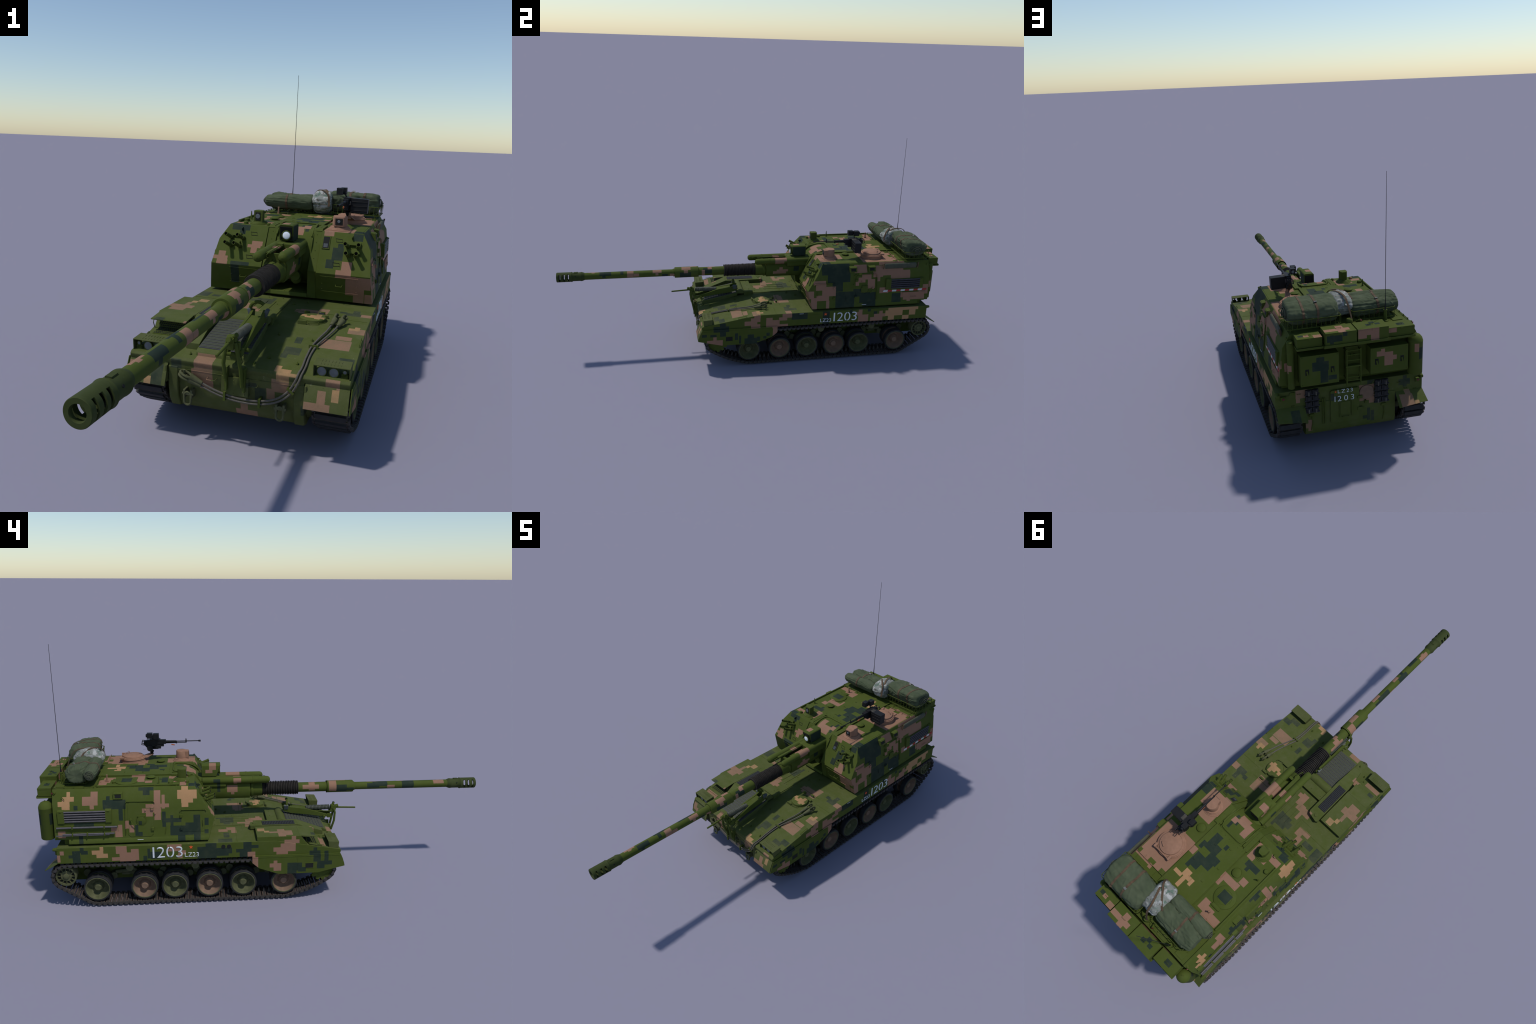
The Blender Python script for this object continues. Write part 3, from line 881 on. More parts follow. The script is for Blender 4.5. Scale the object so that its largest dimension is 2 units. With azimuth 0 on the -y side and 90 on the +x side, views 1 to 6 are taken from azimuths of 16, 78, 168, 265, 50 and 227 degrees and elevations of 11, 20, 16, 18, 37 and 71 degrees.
# one link: shoe with rubber pad, pins, end connectors and a guide horn
b = Build()
b.mat(0).box(-0.0430, -0.0030, -0.0088, 0.0088, -0.0050, 0.0020)
b.box(0.0030, 0.0430, -0.0088, 0.0088, -0.0050, 0.0020)
b.box(-0.0030, 0.0030, -0.0060, 0.0060, -0.0040, 0.0020)
b.mat(1).prism([(-0.040, -0.0075), (-0.036, -0.0085), (0.036, -0.0085), (0.040, -0.0075), (0.040, 0.0075), (0.036, 0.0085), (-0.036, 0.0085), (-0.040, 0.0075)],
               -0.0108, -0.0045, "z")
b.mat(2)
for y in (-0.0066, 0.0066):
    b.cyl((-0.0480, y, -0.0005), (0.0480, y, -0.0005), 0.0032, n=8)
b.mat(0)
for s in (-1, 1):
    b.box(s * 0.0440, s * 0.0492, 0.0040, 0.0185, -0.0065, 0.0052)
    b.cyl((s * 0.0485, 0.0112, -0.0005), (s * 0.0503, 0.0112, -0.0005), 0.0046, n=8)
    b.rings([[(s * 0.0015, -0.0050, 0.001), (s * 0.0060, -0.0050, 0.001), (s * 0.0060, 0.0050, 0.001), (s * 0.0015, 0.0050, 0.001)],
             [(s * 0.0020, -0.0020, 0.0200), (s * 0.0042, -0.0020, 0.0200), (s * 0.0042, 0.0020, 0.0200), (s * 0.0020, 0.0020, 0.0200)]])
link = b.done("track_link", root, ["track_steel", "rubber", "rust_pin"], 0.0)

first = True
for s in (1, -1):
    ys = WHEELS[s]
    bottom = 0.0120
    rr = WZ - bottom
    loop = tangent_loop([(SPROCKET[0], SPROCKET[1], 0.0515), (ys[0], WZ, rr), (ys[5], WZ, rr), (IDLER[0], IDLER[1], 0.0515)])
    N = round(sum(math.hypot(loop[i][0] - loop[i - 1][0], loop[i][1] - loop[i - 1][1]) for i in range(len(loop))) / 0.0226)
    pts, total = resample(loop, N)
    # slack: the run between drive sprocket and first wheel hangs a little
    hang = [(y, z - (0.0095 * math.sin(pi * (y + 0.240) / 0.165) if (-0.240 < y < -0.075 and z < 0.10) else 0.0)) for y, z, a in pts]
    pts = []
    for i, (y, z) in enumerate(hang):
        y2, z2 = hang[(i + 1) % N]
        pts.append((y, max(z, bottom), math.atan2(z2 - z, y2 - y)))
    track = bpy.data.objects.new("track", None)
    bpy.context.scene.collection.objects.link(track)
    track.parent = root
    for y, z, a in pts:
        if first:
            o, first = link, False
            o.parent = track
        else:
            o = copy_of(link, track, (0, 0, 0))
        # local +z of the link looks inside the loop
        o.location = (s * TX, y, z)
        o.rotation_euler = (a, 0, 0)

# road wheels
def wheel_parts(paint):
    b = Build()
    for x0 in (0.0,):
        b.mat(0).lathe([(-0.023, 0.0), (-0.023, 0.032), (-0.0135, 0.0440), (-0.0120, 0.0515), (0.0125, 0.0515)], (0, 0, 0), (1, 0, 0), 40)
        b.mat(1).lathe([(0.0120, 0.0520), (0.0140, 0.0515), (0.0145, 0.0490), (0.0125, 0.0475)], (0, 0, 0), (1, 0, 0), 40)
        b.mat(0).lathe([(0.0125, 0.0475), (0.0030, 0.0448), (-0.0090, 0.0400), (-0.0170, 0.0315), (-0.0175, 0.0240), (-0.0130, 0.0225),
                        (-0.0090, 0.0192), (-0.0060, 0.0178), (-0.0050, 0.0155), (0.0020, 0.0142), (0.0038, 0.0125), (0.0038, 0.0)], (0, 0, 0), (1, 0, 0), 40)
    b.mat(0).bolts([(-0.0175, 0.0272 * math.cos(a), 0.0272 * math.sin(a)) for a in [2 * pi * k / 8 for k in range(8)]], 0.0022, 0.003, (1, 0, 0))
    b.bolts([(-0.0055, 0.0166 * math.cos(a), 0.0166 * math.sin(a)) for a in [2 * pi * k / 8 + 0.2 for k in range(8)]], 0.0009, 0.0015, (1, 0, 0))
    # inner disc of the pair
    b.lathe([(-0.0660, 0.0), (-0.0660, 0.0515), (-0.0360, 0.0515), (-0.0360, 0.0440), (-0.0420, 0.030), (-0.023, 0.020)], (0, 0, 0), (1, 0, 0), 32)
    return b.done("road_wheel", root, [paint, "dusty"], 0.0)


green_wheel, tan_wheel = wheel_parts("dusty"), wheel_parts("tan_muted")
b = Build()
for x0, x1 in ((-0.0145, 0.0130), (-0.0660, -0.0370)):
    b.lathe([(x0, 0.0512), (x0, 0.0560), (x0 + 0.002, 0.0585), (x1 - 0.002, 0.0585), (x1, 0.0565), (x1, 0.0512)], (0, 0, 0), (1, 0, 0), 44)
tyre = b.done("tyre", root, "rubber")
used = {0: False, 1: False}
tyre_used = False
for s in (1, -1):
    for i, y in enumerate(WHEELS[s]):
        tan_one = (i % 2 == 0) if s < 0 else (i % 2 == 1)
        src = tan_wheel if tan_one else green_wheel
        rot = (random.uniform(0, 6), 0, 0) if s > 0 else (random.uniform(0, 6), 0, pi)
        if not used[tan_one]:
            w, used[tan_one] = src, True
        else:
            w = copy_of(src, root, (0, 0, 0))
        w.location, w.rotation_euler = (s * 0.2795, y, WZ), rot
        if not tyre_used:
            t, tyre_used = tyre, True
            t.parent = w
        else:
            t = copy_of(tyre, w, (0, 0, 0))

# idlers and sprockets
b = Build()
b.mat(0).lathe([(-0.030, 0.0), (-0.030, 0.0440), (0.0100, 0.0440), (0.0120, 0.0430), (0.0120, 0.0370), (0.004, 0.0360), (0.000, 0.0250),
                (0.006, 0.0240), (0.008, 0.0225), (0.008, 0.0130), (0.012, 0.0120), (0.014, 0.0080), (0.014, 0.0)], (0, 0, 0), (1, 0, 0), 40)
for k in range(12):
    a = 2 * pi * k / 12
    R = Matrix.Rotation(a, 3, "X")
    b.obox(R @ V((0.006, 0.0305, 0)), (0.0040, 0.0065, 0.0011), R)
b.mat(1)
for k in range(12):
    a = 2 * pi * (k + 0.5) / 12
    R = Matrix.Rotation(a, 3, "X")
    b.obox(R @ V((0.0032, 0.0305, 0)), (0.0012, 0.0042, 0.0042), R)
idler = b.done("idler_wheel", root, ["dusty", "void"])
idler.location = (0.2790, IDLER[0], IDLER[1])
o = copy_of(idler, root, (-0.2790, IDLER[0], IDLER[1]), (0, 0, pi))
b = Build()
teeth = 13
for x0, x1 in ((0.0180, 0.0240), (-0.046, -0.040)):
    poly = []
    for k in range(teeth):
        for da, r in ((-0.20, 0.0470), (-0.10, 0.0570), (0.10, 0.0570), (0.20, 0.0470)):
            a = 2 * pi * k / teeth + da
            poly.append((r * math.cos(a), r * math.sin(a)))
    b.prism(poly, x0, x1)
b.lathe([(-0.046, 0.0), (-0.046, 0.040), (0.0240, 0.040), (0.0245, 0.034), (0.012, 0.030), (0.012, 0.016), (0.026, 0.012), (0.026, 0.0)], (0, 0, 0), (1, 0, 0), 28)
sprocket = b.done("drive_sprocket", root, "paint")
sprocket.location = (0.2665, SPROCKET[0], SPROCKET[1])
copy_of(sprocket, root, (-0.2665, SPROCKET[0], SPROCKET[1]), (0, 0, pi))

# suspension: bump stops, swing arms, dampers, return rollers
b = Build()
for s in (1, -1):
    for i, y in enumerate(WHEELS[s]):
        dy = -0.060 if i == 5 else -0.062
        b.cyl((s * 0.180, y + dy + (0 if i else 0.125), 0.098), (s * 0.214, y + dy + (0 if i else 0.125), 0.098), 0.0155, n=18)
        b.cyl((s * 0.186, y + 0.055, 0.112), (s * 0.205, y + 0.055, 0.112), 0.017, n=16)
        b.rings([[(s * 0.190, y + 0.050, 0.120), (s * 0.202, y + 0.050, 0.120), (s * 0.202, y + 0.064, 0.104), (s * 0.190, y + 0.064, 0.104)],
                 [(s * 0.190, y - 0.008, 0.088), (s * 0.202, y - 0.008, 0.088), (s * 0.202, y + 0.008, 0.072), (s * 0.190, y + 0.008, 0.072)]])
        b.cyl((s * 0.190, y, WZ), (s * 0.270, y, WZ), 0.0120, n=14)
    b.cyl((s * 0.203, 0.616, 0.118), (s * 0.203, 0.690, 0.112), 0.0085, n=14)
    b.cyl((s * 0.203, 0.616, 0.118), (s * 0.203, 0.596, 0.119), 0.0045, n=10)
    b.box(s * 0.186, s * 0.204, 0.628, 0.664, 0.096, 0.106)
    for y in (0.05, 0.34, 0.62):
        b.cyl((s * 0.186, y, 0.162), (s * 0.262, y, 0.162), 0.0055, n=10)
        b.cyl((s * 0.225, y, 0.162), (s * 0.240, y, 0.162), 0.0165, n=20)
        b.cyl((s * 0.258, y, 0.162), (s * 0.270, y, 0.162), 0.0165, n=20)
    b.cyl((s * 0.186, IDLER[0], IDLER[1]), (s * 0.265, IDLER[0], IDLER[1]), 0.014, n=14)
    b.cyl((s * 0.186, SPROCKET[0], SPROCKET[1]), (s * 0.262, SPROCKET[0], SPROCKET[1]), 0.018, n=14)
b.done("suspension", root, "dusty", 0.0006)

# spare track links on the stern
def spare_links(x0, x1, z0, z1):
    b = Build()
    rows = 4
    h = (z1 - z0) / rows
    for r in range(rows):
        z = z0 + r * h
        for x in (x0, (x0 + x1) / 2):
            w = (x1 - x0) / 2
            b.mat(0).box(x + 0.0015, x + w - 0.0015, 0.913, 0.922, z + 0.002, z + h - 0.003)
            b.cyl((x + w / 2, 0.918, z + 0.004), (x + w / 2, 0.918, z + h - 0.004), 0.0085, n=12)
        b.cyl((x0 - 0.003, 0.9205, z + 0.003), (x1 + 0.003, 0.9205, z + 0.003), 0.0034, n=8)
    b.mat(1)
    for z in (z0 + 0.010, z1 - 0.016):
        for x in (x0 + 0.012, x1 - 0.013):
            b.cyl((x, 0.927, z - 0.008), (x, 0.927, z + 0.008), 0.0028, 0.0022, 8)
            b.obox((x, 0.924, z), (0.003, 0.003, 0.008))
    return b.done("spare_track_link", hull, ["rubber", "cable"], 0.0012)


spare_links(0.132, 0.186, 0.178, 0.279)
spare_links(-0.154, -0.097, 0.179, 0.280)

# ------------------------------------------------------------------- turret
def ring_at(z, xs, yf, yr, back=0.43):
    return [(-xs, yf, z), (-0.0955, yf, z), (-0.0955, back, z), (0.0965, back, z), (0.0965, yf, z), (xs, yf, z), (xs, yr, z), (-xs, yr, z)]


b = Build()
b.rings([ring_at(0.2865, 0.2880, 0.2800, 0.859), ring_at(0.307, 0.2862, 0.2745, 0.859), ring_at(0.3071, 0.2862, 0.2744, 0.9145),
         ring_at(0.382, 0.2790, 0.2540, 0.9150), ring_at(0.4625, 0.2685, 0.3037, 0.9165), ring_at(0.5135, 0.2385, 0.3350, 0.9175)])


def turret_mat(n, c):
    if n.z > 0.8:
        return 3
    if abs(n.x) > 0.6:
        return 5 if abs(c.x) < 0.12 else (1 if c.x > 0 else 0)
    if n.y < -0.3:
        return 2 if c.y < 0.4 else 5
    if n.y > 0.5:
        return 4
    return 5


turret = b.done("turret", root, ["turret_left", "turret_right", "turret_front", "turret_roof", "turret_rear", "paint"], 0.0014, matfn=turret_mat)
# turret ring and the dark gap under the bustle
b = Build()
b.cyl((0, 0.59, 0.276), (0, 0.59, 0.2885), 0.235, n=64)
b.box(-0.270, 0.270, 0.855, 0.880, 0.279, 0.3065)
b.done("turret_ring", turret, "paint")
# raised roof panels
b = Build()
b.box(-0.090, 0.0805, 0.436, 0.900, 0.512, 0.5205)
b.prism([(0.336, 0.512), (0.345, 0.5195), (0.436, 0.5205), (0.436, 0.512)], 0.074, 0.0965)
b.prism([(0.336, 0.512), (0.345, 0.5195), (0.436, 0.5205), (0.436, 0.512)], -0.0955, -0.074)
b.box(-0.232, -0.094, 0.436, 0.735, 0.512, 0.5148)
b.box(0.0845, 0.2330, 0.360, 0.745, 0.512, 0.5145)
b.bolts([(x, 0.447, 0.5205) for x in (-0.08, -0.055, -0.03, -0.005, 0.02, 0.045, 0.07)] +
        [(x, y, 0.5200) for x in (-0.084, 0.087) for y in (0.36, 0.385, 0.41, 0.432)])
for x, y in ((0.02, 0.50), (-0.04, 0.47), (-0.06, 0.56), (0.04, 0.60), (-0.05, 0.64), (0.0, 0.66)):
    b.tube([(x - 0.005, y, 0.520), (x - 0.004, y + 0.006, 0.5225), (x + 0.004, y + 0.006, 0.5225), (x + 0.005, y, 0.520)], 0.0009, 5)
b.done("roof_panel", turret, "turret_roof", 0.0008)

# gun slot: cheek frames, arc rims, sill
b = Build()
for xa, xb in ((-0.0953, -0.062), (0.066, 0.0963)):
    b.prism([(0.2775, 0.2868), (0.2610, 0.384), (0.3400, 0.5155), (0.355, 0.5180), (0.429, 0.5180), (0.429, 0.2868)], xa, xb)
arc = [(0.400 + 0.1085 * math.cos(a), 0.4180 + 0.1085 * math.sin(a)) for a in [math.radians(k) for k in range(84, 196, 7)]]
arc_in = [(0.400 + 0.098 * math.cos(a), 0.4180 + 0.098 * math.sin(a)) for a in [math.radians(k) for k in range(84, 196, 7)]]
for xa in (-0.066, 0.064):
    b.prism(arc + arc_in[::-1], xa, xa + 0.005)
b.prism([(0.2735, 0.2868), (0.2705, 0.2900), (0.2735, 0.3020), (0.429, 0.3020), (0.429, 0.2868)], -0.0622, 0.0662)
b.bolts([(x, y, 0.3020) for x in (-0.045, -0.015, 0.02, 0.05) for y in (0.283, 0.297)], 0.002)
for xa in (-0.078, 0.081):
    b.bolts([(xa, lerp(0.262, 0.338, t), lerp(0.386, 0.512, t)) for t in (0.1, 0.3, 0.5, 0.7, 0.9)], axis=(0, -0.85, 0.53))
rim = spline([(0.0635, 0.318, 0.492), (0.0635, 0.345, 0.512), (0.0635, 0.385, 0.5222), (0.0625, 0.412, 0.5235), (0.052, 0.4285, 0.5235), (0.0, 0.4300, 0.5235),
              (-0.048, 0.4285, 0.5235), (-0.0595, 0.412, 0.5235), (-0.0605, 0.385, 0.5222), (-0.0605, 0.345, 0.512), (-0.0605, 0.318, 0.492)], 5)
b.tube(rim, 0.0028, 8)
b.done("gun_slot_frame", turret, "turret_front", 0.001)

# front slope fittings: step plates, sight window, panels on the lower face
b = Build()
slope = Matrix.Rotation(math.atan2(0.131, 0.081), 3, "X")          # local y runs up the slope


def on_slope(x, z, h=0.0):
    y = 0.254 + (z - 0.382) * 0.6183
    n = V((0, -0.8505, 0.5259))
    return V((x, y, z)) + n * h


for x, z in ((-0.143, 0.486), (-0.144, 0.411), (0.160, 0.487), (0.161, 0.412)):
    up = V((0, 0.5259, 0.8505))
    c = on_slope(x, z, 0.0005)
    R_ = V((1, 0, 0))
    q = [c + R_ * -0.013 + up * 0.006, c + R_ * 0.009 + up * 0.005, c + R_ * 0.013 - up * 0.006, c - R_ * 0.009 - up * 0.006]
    b.mat(1).tube(q, 0.0010, 5, True)
b.mat(0)
for x, z, s in ((-0.188, 0.492, 1), (0.203, 0.492, 1)):
    c = on_slope(x, z)
    b.rings([[c + V((-0.001, 0, 0)), c + V((0.001, 0, 0)), c + V((0.001, -0.012, 0.010)), c + V((-0.001, -0.012, 0.010))],
             [c + V((-0.001, 0.008, 0.013)), c + V((0.001, 0.008, 0.013)), c + V((0.001, 0.000, 0.014)), c + V((-0.001, 0.000, 0.014))]])
for xa, xb in ((-0.212, -0.110), (0.112, 0.240)):
    for z0 in (0.318, 0.372):
        y = 0.2725 - (z0 - 0.3165) * 0.28
        b.box(xa, xb, y - 0.0042, y - 0.002, z0, z0 + 0.001)
    xm = (xa + xb) / 2
    b.tube([(xm - 0.011, 0.262, 0.345), (xm - 0.010, 0.2505, 0.342), (xm + 0.010, 0.2505, 0.342), (xm + 0.011, 0.262, 0.345)], 0.0014, 6)
    b.bolts([(x, 0.2720 - (z - 0.3165) * 0.28 - 0.002, z) for x in (xa + 0.006, xb - 0.006) for z in (0.325, 0.345, 0.365)], axis=(0, -1, -0.27))
b.done("front_fitting", turret, ["turret_front", "void"], kind="stuff")
b = Build()
c0 = on_slope(0.1165, 0.477, 0.0)
b.mat(0)
up = V((0, 0.5259, 0.8505)); nn = V((0, -0.8505, 0.5259))
b.rings([[c0 + V((dx, 0, 0)) + up * dz + nn * h for dx, dz in ((-0.013, -0.024), (0.013, -0.024), (0.013, 0.024), (-0.013, 0.024))] for h in (-0.002, 0.003)])
b.mat(1)
b.rings([[c0 + V((dx, 0, 0)) + up * dz + nn * h for dx, dz in ((-0.0105, -0.021), (0.0105, -0.021), (0.0105, 0.021), (-0.0105, 0.021))] for h in (0.0, 0.0036)])
b.mat(2)
b.rings([[c0 + V((dx, 0, 0)) + up * dz + nn * h for dx, dz in ((-0.008, -0.019), (0.007, -0.019), (0.007, -0.004), (-0.008, -0.004))] for h in (0.0, 0.0042)])
b.done("sight_window", turret, ["turret_front", "void", "dark_glass"], 0.0006)

# smoke grenade launchers, four tubes to each side
b = Build()
b.lathe([(0.0, 0.0), (0.0, 0.0076), (0.015, 0.0076), (0.016, 0.0064), (0.043, 0.0064), (0.0435, 0.0070), (0.047, 0.0070), (0.047, 0.0056)], (0, 0, 0), (0, -1, 0), 18)
b.mat(1).lathe([(0.0468, 0.0057), (0.036, 0.0054), (0.036, 0.0)], (0, 0, 0), (0, -1, 0), 18)
tube0 = b.done("smoke_launcher", turret, ["paint", "void"])
fresh = True
for tips in (((0.187, 0.268, 0.486), (0.231, 0.268, 0.486), (0.193, 0.250, 0.458), (0.227, 0.252, 0.459)),
             ((-0.233, 0.269, 0.487), (-0.190, 0.266, 0.487), (-0.230, 0.251, 0.460), (-0.197, 0.250, 0.460))):
    for k, tip in enumerate(tips):
        d = V((-0.27, -0.88, 0.40) if tip[0] < 0 else (0.12 if k % 2 else -0.10, -0.92, 0.34)).normalized()
        if fresh:
            o, fresh = tube0, False
        else:
            o = copy_of(tube0, turret, (0, 0, 0))
        o.rotation_euler = V((0, -1, 0)).rotation_difference(d).to_euler()
        o.location = V(tip) - d * 0.047
b = Build()
for cx in (0.209, -0.213):
    for z in (0.452, 0.478):
        c = on_slope(cx, z, 0.004)
        b.obox(c, (0.026, 0.005, 0.006), Matrix.Rotation(math.radians(-30), 3, "X"))
b.done("launcher_bracket", turret, "paint", 0.001)

# optics, domes, posts on the roof
b = Build()
b.lathe([(0.0, 0.042), (0.003, 0.042), (0.004, 0.038), (0.007, 0.037), (0.008, 0.034), (0.012, 0.033), (0.013, 0.0265),
         (0.047, 0.0250), (0.049, 0.0235), (0.0495, 0.0)], (0.146, 0.398, 0.5135), (0, 0, 1), 36)
b.prism([(0.131, 0.364), (0.163, 0.364), (0.168, 0.385), (0.168, 0.400), (0.126, 0.400), (0.126, 0.385)], 0.528, 0.5605, "z")
b.mat(1).box(0.1345, 0.1600, 0.3625, 0.3645, 0.534, 0.556)
b.mat(2).cyl((0.147, 0.3628, 0.546), (0.147, 0.3615, 0.546), 0.0052, n=18)
b.done("gunner_sight", turret, ["tan_paint", "void", "lens"], 0.001)
b = Build()
b.lathe([(0.0, 0.036), (0.002, 0.036), (0.003, 0.031), (0.006, 0.030), (0.007, 0.026), (0.010, 0.025), (0.011, 0.0165), (0.022, 0.0165)],
        (-0.147, 0.392, 0.5135), (0, 0, 1), 32)
b.prism([(-0.1635, 0.371), (-0.1305, 0.371), (-0.1305, 0.395), (-0.137, 0.407), (-0.157, 0.407), (-0.1635, 0.395)], 0.522, 0.5630, "z")
b.mat(1).box(-0.1575, -0.1385, 0.3695, 0.3715, 0.528, 0.557)
b.mat(2).cyl((-0.148, 0.370, 0.543), (-0.148, 0.3688, 0.543), 0.0085, n=18)
b.done("panoramic_sight", turret, ["paint", "void", "lens"], 0.001)
b = Build()
for x, y, r in ((0.115, 0.495, 0.0185), (-0.125, 0.523, 0.0190)):
    b.lathe([(0, r * 0.55), (0.006, r * 0.6), (0.0065, r * 0.98), (0.0085, r), (0.0105, r * 0.85), (0.0125, r * 0.4), (0.013, 0)], (x, y, 0.5135), (0, 0, 1), 28)
    b.torus((x, y, 0.5150), r * 1.15, 0.0008, n=28, m=5)
for x, y, r, h in ((-0.208, 0.436, 0.0105, 0.012), (-0.103, 0.360, 0.008, 0.009), (-0.190, 0.366, 0.0085, 0.009), (-0.003, 0.896, 0.014, 0.026)):
    b.lathe([(0, r), (h * 0.8, r * 0.95), (h, r * 0.75), (h, 0)], (x, y, 0.5135), (0, 0, 1), 20)
b.done("ventilator_dome", turret, "turret_roof")
b = Build()
b.lathe([(0, 0.006), (0.004, 0.004), (0.034, 0.0015), (0.034, 0)], (-0.207, 0.484, 0.5135), (0, 0, 1), 12)
b.cyl((-0.159, 0.706, 0.5135), (-0.159, 0.706, 0.545), 0.0040, 0.0028, 10)
b.box(-0.163, -0.155, 0.700, 0.712, 0.5135, 0.520)
b.dome((-0.159, 0.706, 0.544), 0.004, 0.003, 10)
b.tube([(-0.2265, 0.398, 0.5185), (-0.2265, 0.739, 0.5185)], 0.0042, 10)
for y in (0.41, 0.50, 0.60, 0.73):
    b.box(-0.231, -0.222, y - 0.003, y + 0.003, 0.512, 0.520)
b.dome((0.236, 0.340, 0.513), 0.004, 0.005, 10)
b.done("roof_post", turret, "turret_roof", kind="stuff")
# loader's round hatch on the left
b = Build()
b.lathe([(0, 0.0480), (0.004, 0.0475), (0.0062, 0.044), (0.0066, 0.0)], (-0.162, 0.624, 0.5140), (0, 0, 1), 40)
b.torus((-0.162, 0.624, 0.5205), 0.030, 0.0008, n=32, m=5)
b.box(-0.182, -0.142, 0.668, 0.682, 0.5140, 0.5205)
b.cyl((-0.186, 0.678, 0.519), (-0.138, 0.678, 0.519), 0.0026, n=8)
b.done("loader_hatch", turret, "turret_roof", 0.0005)
# commander's cupola
b = Build()
CUP = (0.150, 0.628)
b.lathe([(0, 0.0600), (0.003, 0.0595), (0.004, 0.0565), (0.014, 0.0560), (0.016, 0.0585), (0.018, 0.0585), (0.019, 0.0540)], (CUP[0], CUP[1], 0.5140), (0, 0, 1), 48)
b.lathe([(0.018, 0.0550), (0.022, 0.0545), (0.023, 0.0485), (0.0275, 0.0480), (0.0300, 0.0460), (0.0302, 0.0430), (0.0312, 0.0415), (0.0318, 0.0)], (CUP[0], CUP[1], 0.5140), (0, 0, 1), 48)
b.cyl((CUP[0] - 0.040, CUP[1] + 0.052, 0.5370), (CUP[0] + 0.040, CUP[1] + 0.052, 0.5370), 0.0030, n=10)
for dx in (-0.040, 0.040):
    b.box(CUP[0] + dx - 0.005, CUP[0] + dx + 0.005, CUP[1] + 0.036, CUP[1] + 0.056, 0.5340, 0.5420)
b.tube([(CUP[0] + 0.01, CUP[1] + 0.03, 0.546), (CUP[0] + 0.01, CUP[1] + 0.03, 0.552), (CUP[0] + 0.03, CUP[1] + 0.02, 0.552), (CUP[0] + 0.03, CUP[1] + 0.02, 0.545)], 0.0013, 6)
cupola = b.done("commander_cupola", turret, "tan_paint", 0.0005)

# ---------------------------------------------------- anti-aircraft machine gun
GX, GZ = 0.1490, 0.6055
b = Build()
b.mat(0)
b.cyl((GX, 0.475, GZ), (GX, 0.420, GZ), 0.0062, 0.0050, 14)                # barrel jacket
b.cyl((GX, 0.425, GZ + 0.0005), (GX, 0.318, GZ + 0.001), 0.0026, 0.0022, 10)
b.lathe([(0, 0.0024), (0.003, 0.0042), (0.012, 0.0046), (0.0125, 0.0030)], (GX, 0.318, GZ + 0.001), (0, -1, 0), 12)
b.cyl((GX, 0.470, GZ - 0.0072), (GX, 0.374, GZ - 0.0055), 0.0021, n=8)     # gas tube
b.box(GX - 0.002, GX + 0.002, 0.372, 0.378, GZ - 0.007, GZ + 0.002)
b.prism([(0.371, GZ), (0.379, GZ), (0.376, GZ + 0.015), (0.374, GZ + 0.015)], GX - 0.0012, GX + 0.0012)
b.box(GX - 0.002, GX + 0.002, 0.418, 0.424, GZ - 0.010, GZ + 0.002)
b.box(GX - 0.009, GX + 0.009, 0.470, 0.560, GZ - 0.010, GZ + 0.010)        # receiver
b.box(GX - 0.011, GX + 0.012, 0.496, 0.545, GZ + 0.007, GZ + 0.0145)       # feed cover
b.box(GX - 0.007, GX + 0.007, 0.480, 0.560, GZ - 0.022, GZ - 0.010)        # cradle
b.box(GX - 0.008, GX + 0.008, 0.494, 0.520, GZ - 0.032, GZ - 0.018)
b.cyl((GX - 0.013, 0.545, GZ - 0.030), (GX + 0.013, 0.545, GZ - 0.030), 0.014, n=18)
b.prism([(0.560, GZ - 0.028), (0.575, GZ - 0.010), (0.572, GZ + 0.006), (0.552, GZ + 0.006), (0.535, GZ - 0.040), (0.55, GZ - 0.046)], GX - 0.005, GX + 0.005)
for dx in (-0.010, 0.010):                                                 # spade grips
    b.tube([(GX + dx, 0.560, GZ + 0.004), (GX + dx, 0.580, GZ + 0.006), (GX + dx * 1.2, 0.583, GZ - 0.010), (GX + dx, 0.565, GZ - 0.014)], 0.0022, 7)
b.cyl((GX, 0.535, GZ - 0.042), (GX + 0.004, 0.540, GZ - 0.058), 0.008, 0.006, 14)
b.torus((GX, 0.572, GZ - 0.016), 0.020, 0.0005, (1, 0, 0), 20, 4, 1.2, 4.4)
b.tube([(GX - 0.004, 0.530, GZ + 0.012), (GX - 0.012, 0.528, GZ + 0.026), (0.127, 0.528, GZ + 0.034)], 0.0026, 8)
b.box(0.112, 0.142, 0.524, 0.532, GZ + 0.0265, GZ + 0.030)
b.mat(1).obox((GX, 0.437, GZ - 0.016), (0.002, 0.008, 0.0024), Matrix.Rotation(math.radians(10), 3, "X"))
mg = b.done("machine_gun", root, ["gunmetal", "wood"], 0.0008)
b = Build()
b.obox((0.195, 0.525, 0.5905), (0.031, 0.017, 0.0265), Matrix.Rotation(math.radians(2), 3, "Y"))
for k in range(3):
    b.box(0.166, 0.224, 0.5068 - 0.0008, 0.5082, 0.572 + k * 0.016, 0.5745 + k * 0.016)
b.box(0.158, 0.172, 0.512, 0.536, 0.606, 0.618)
b.mat(1)
for k in range(6):
    b.cyl((0.158 + k * 0.0035, 0.508, 0.6185 - abs(k - 2) * 0.0006), (0.158 + k * 0.0035, 0.532, 0.6185 - abs(k - 2) * 0.0006), 0.0015, n=6)
b.done("ammunition_box", mg, ["gunmetal", "cable"], 0.0018)
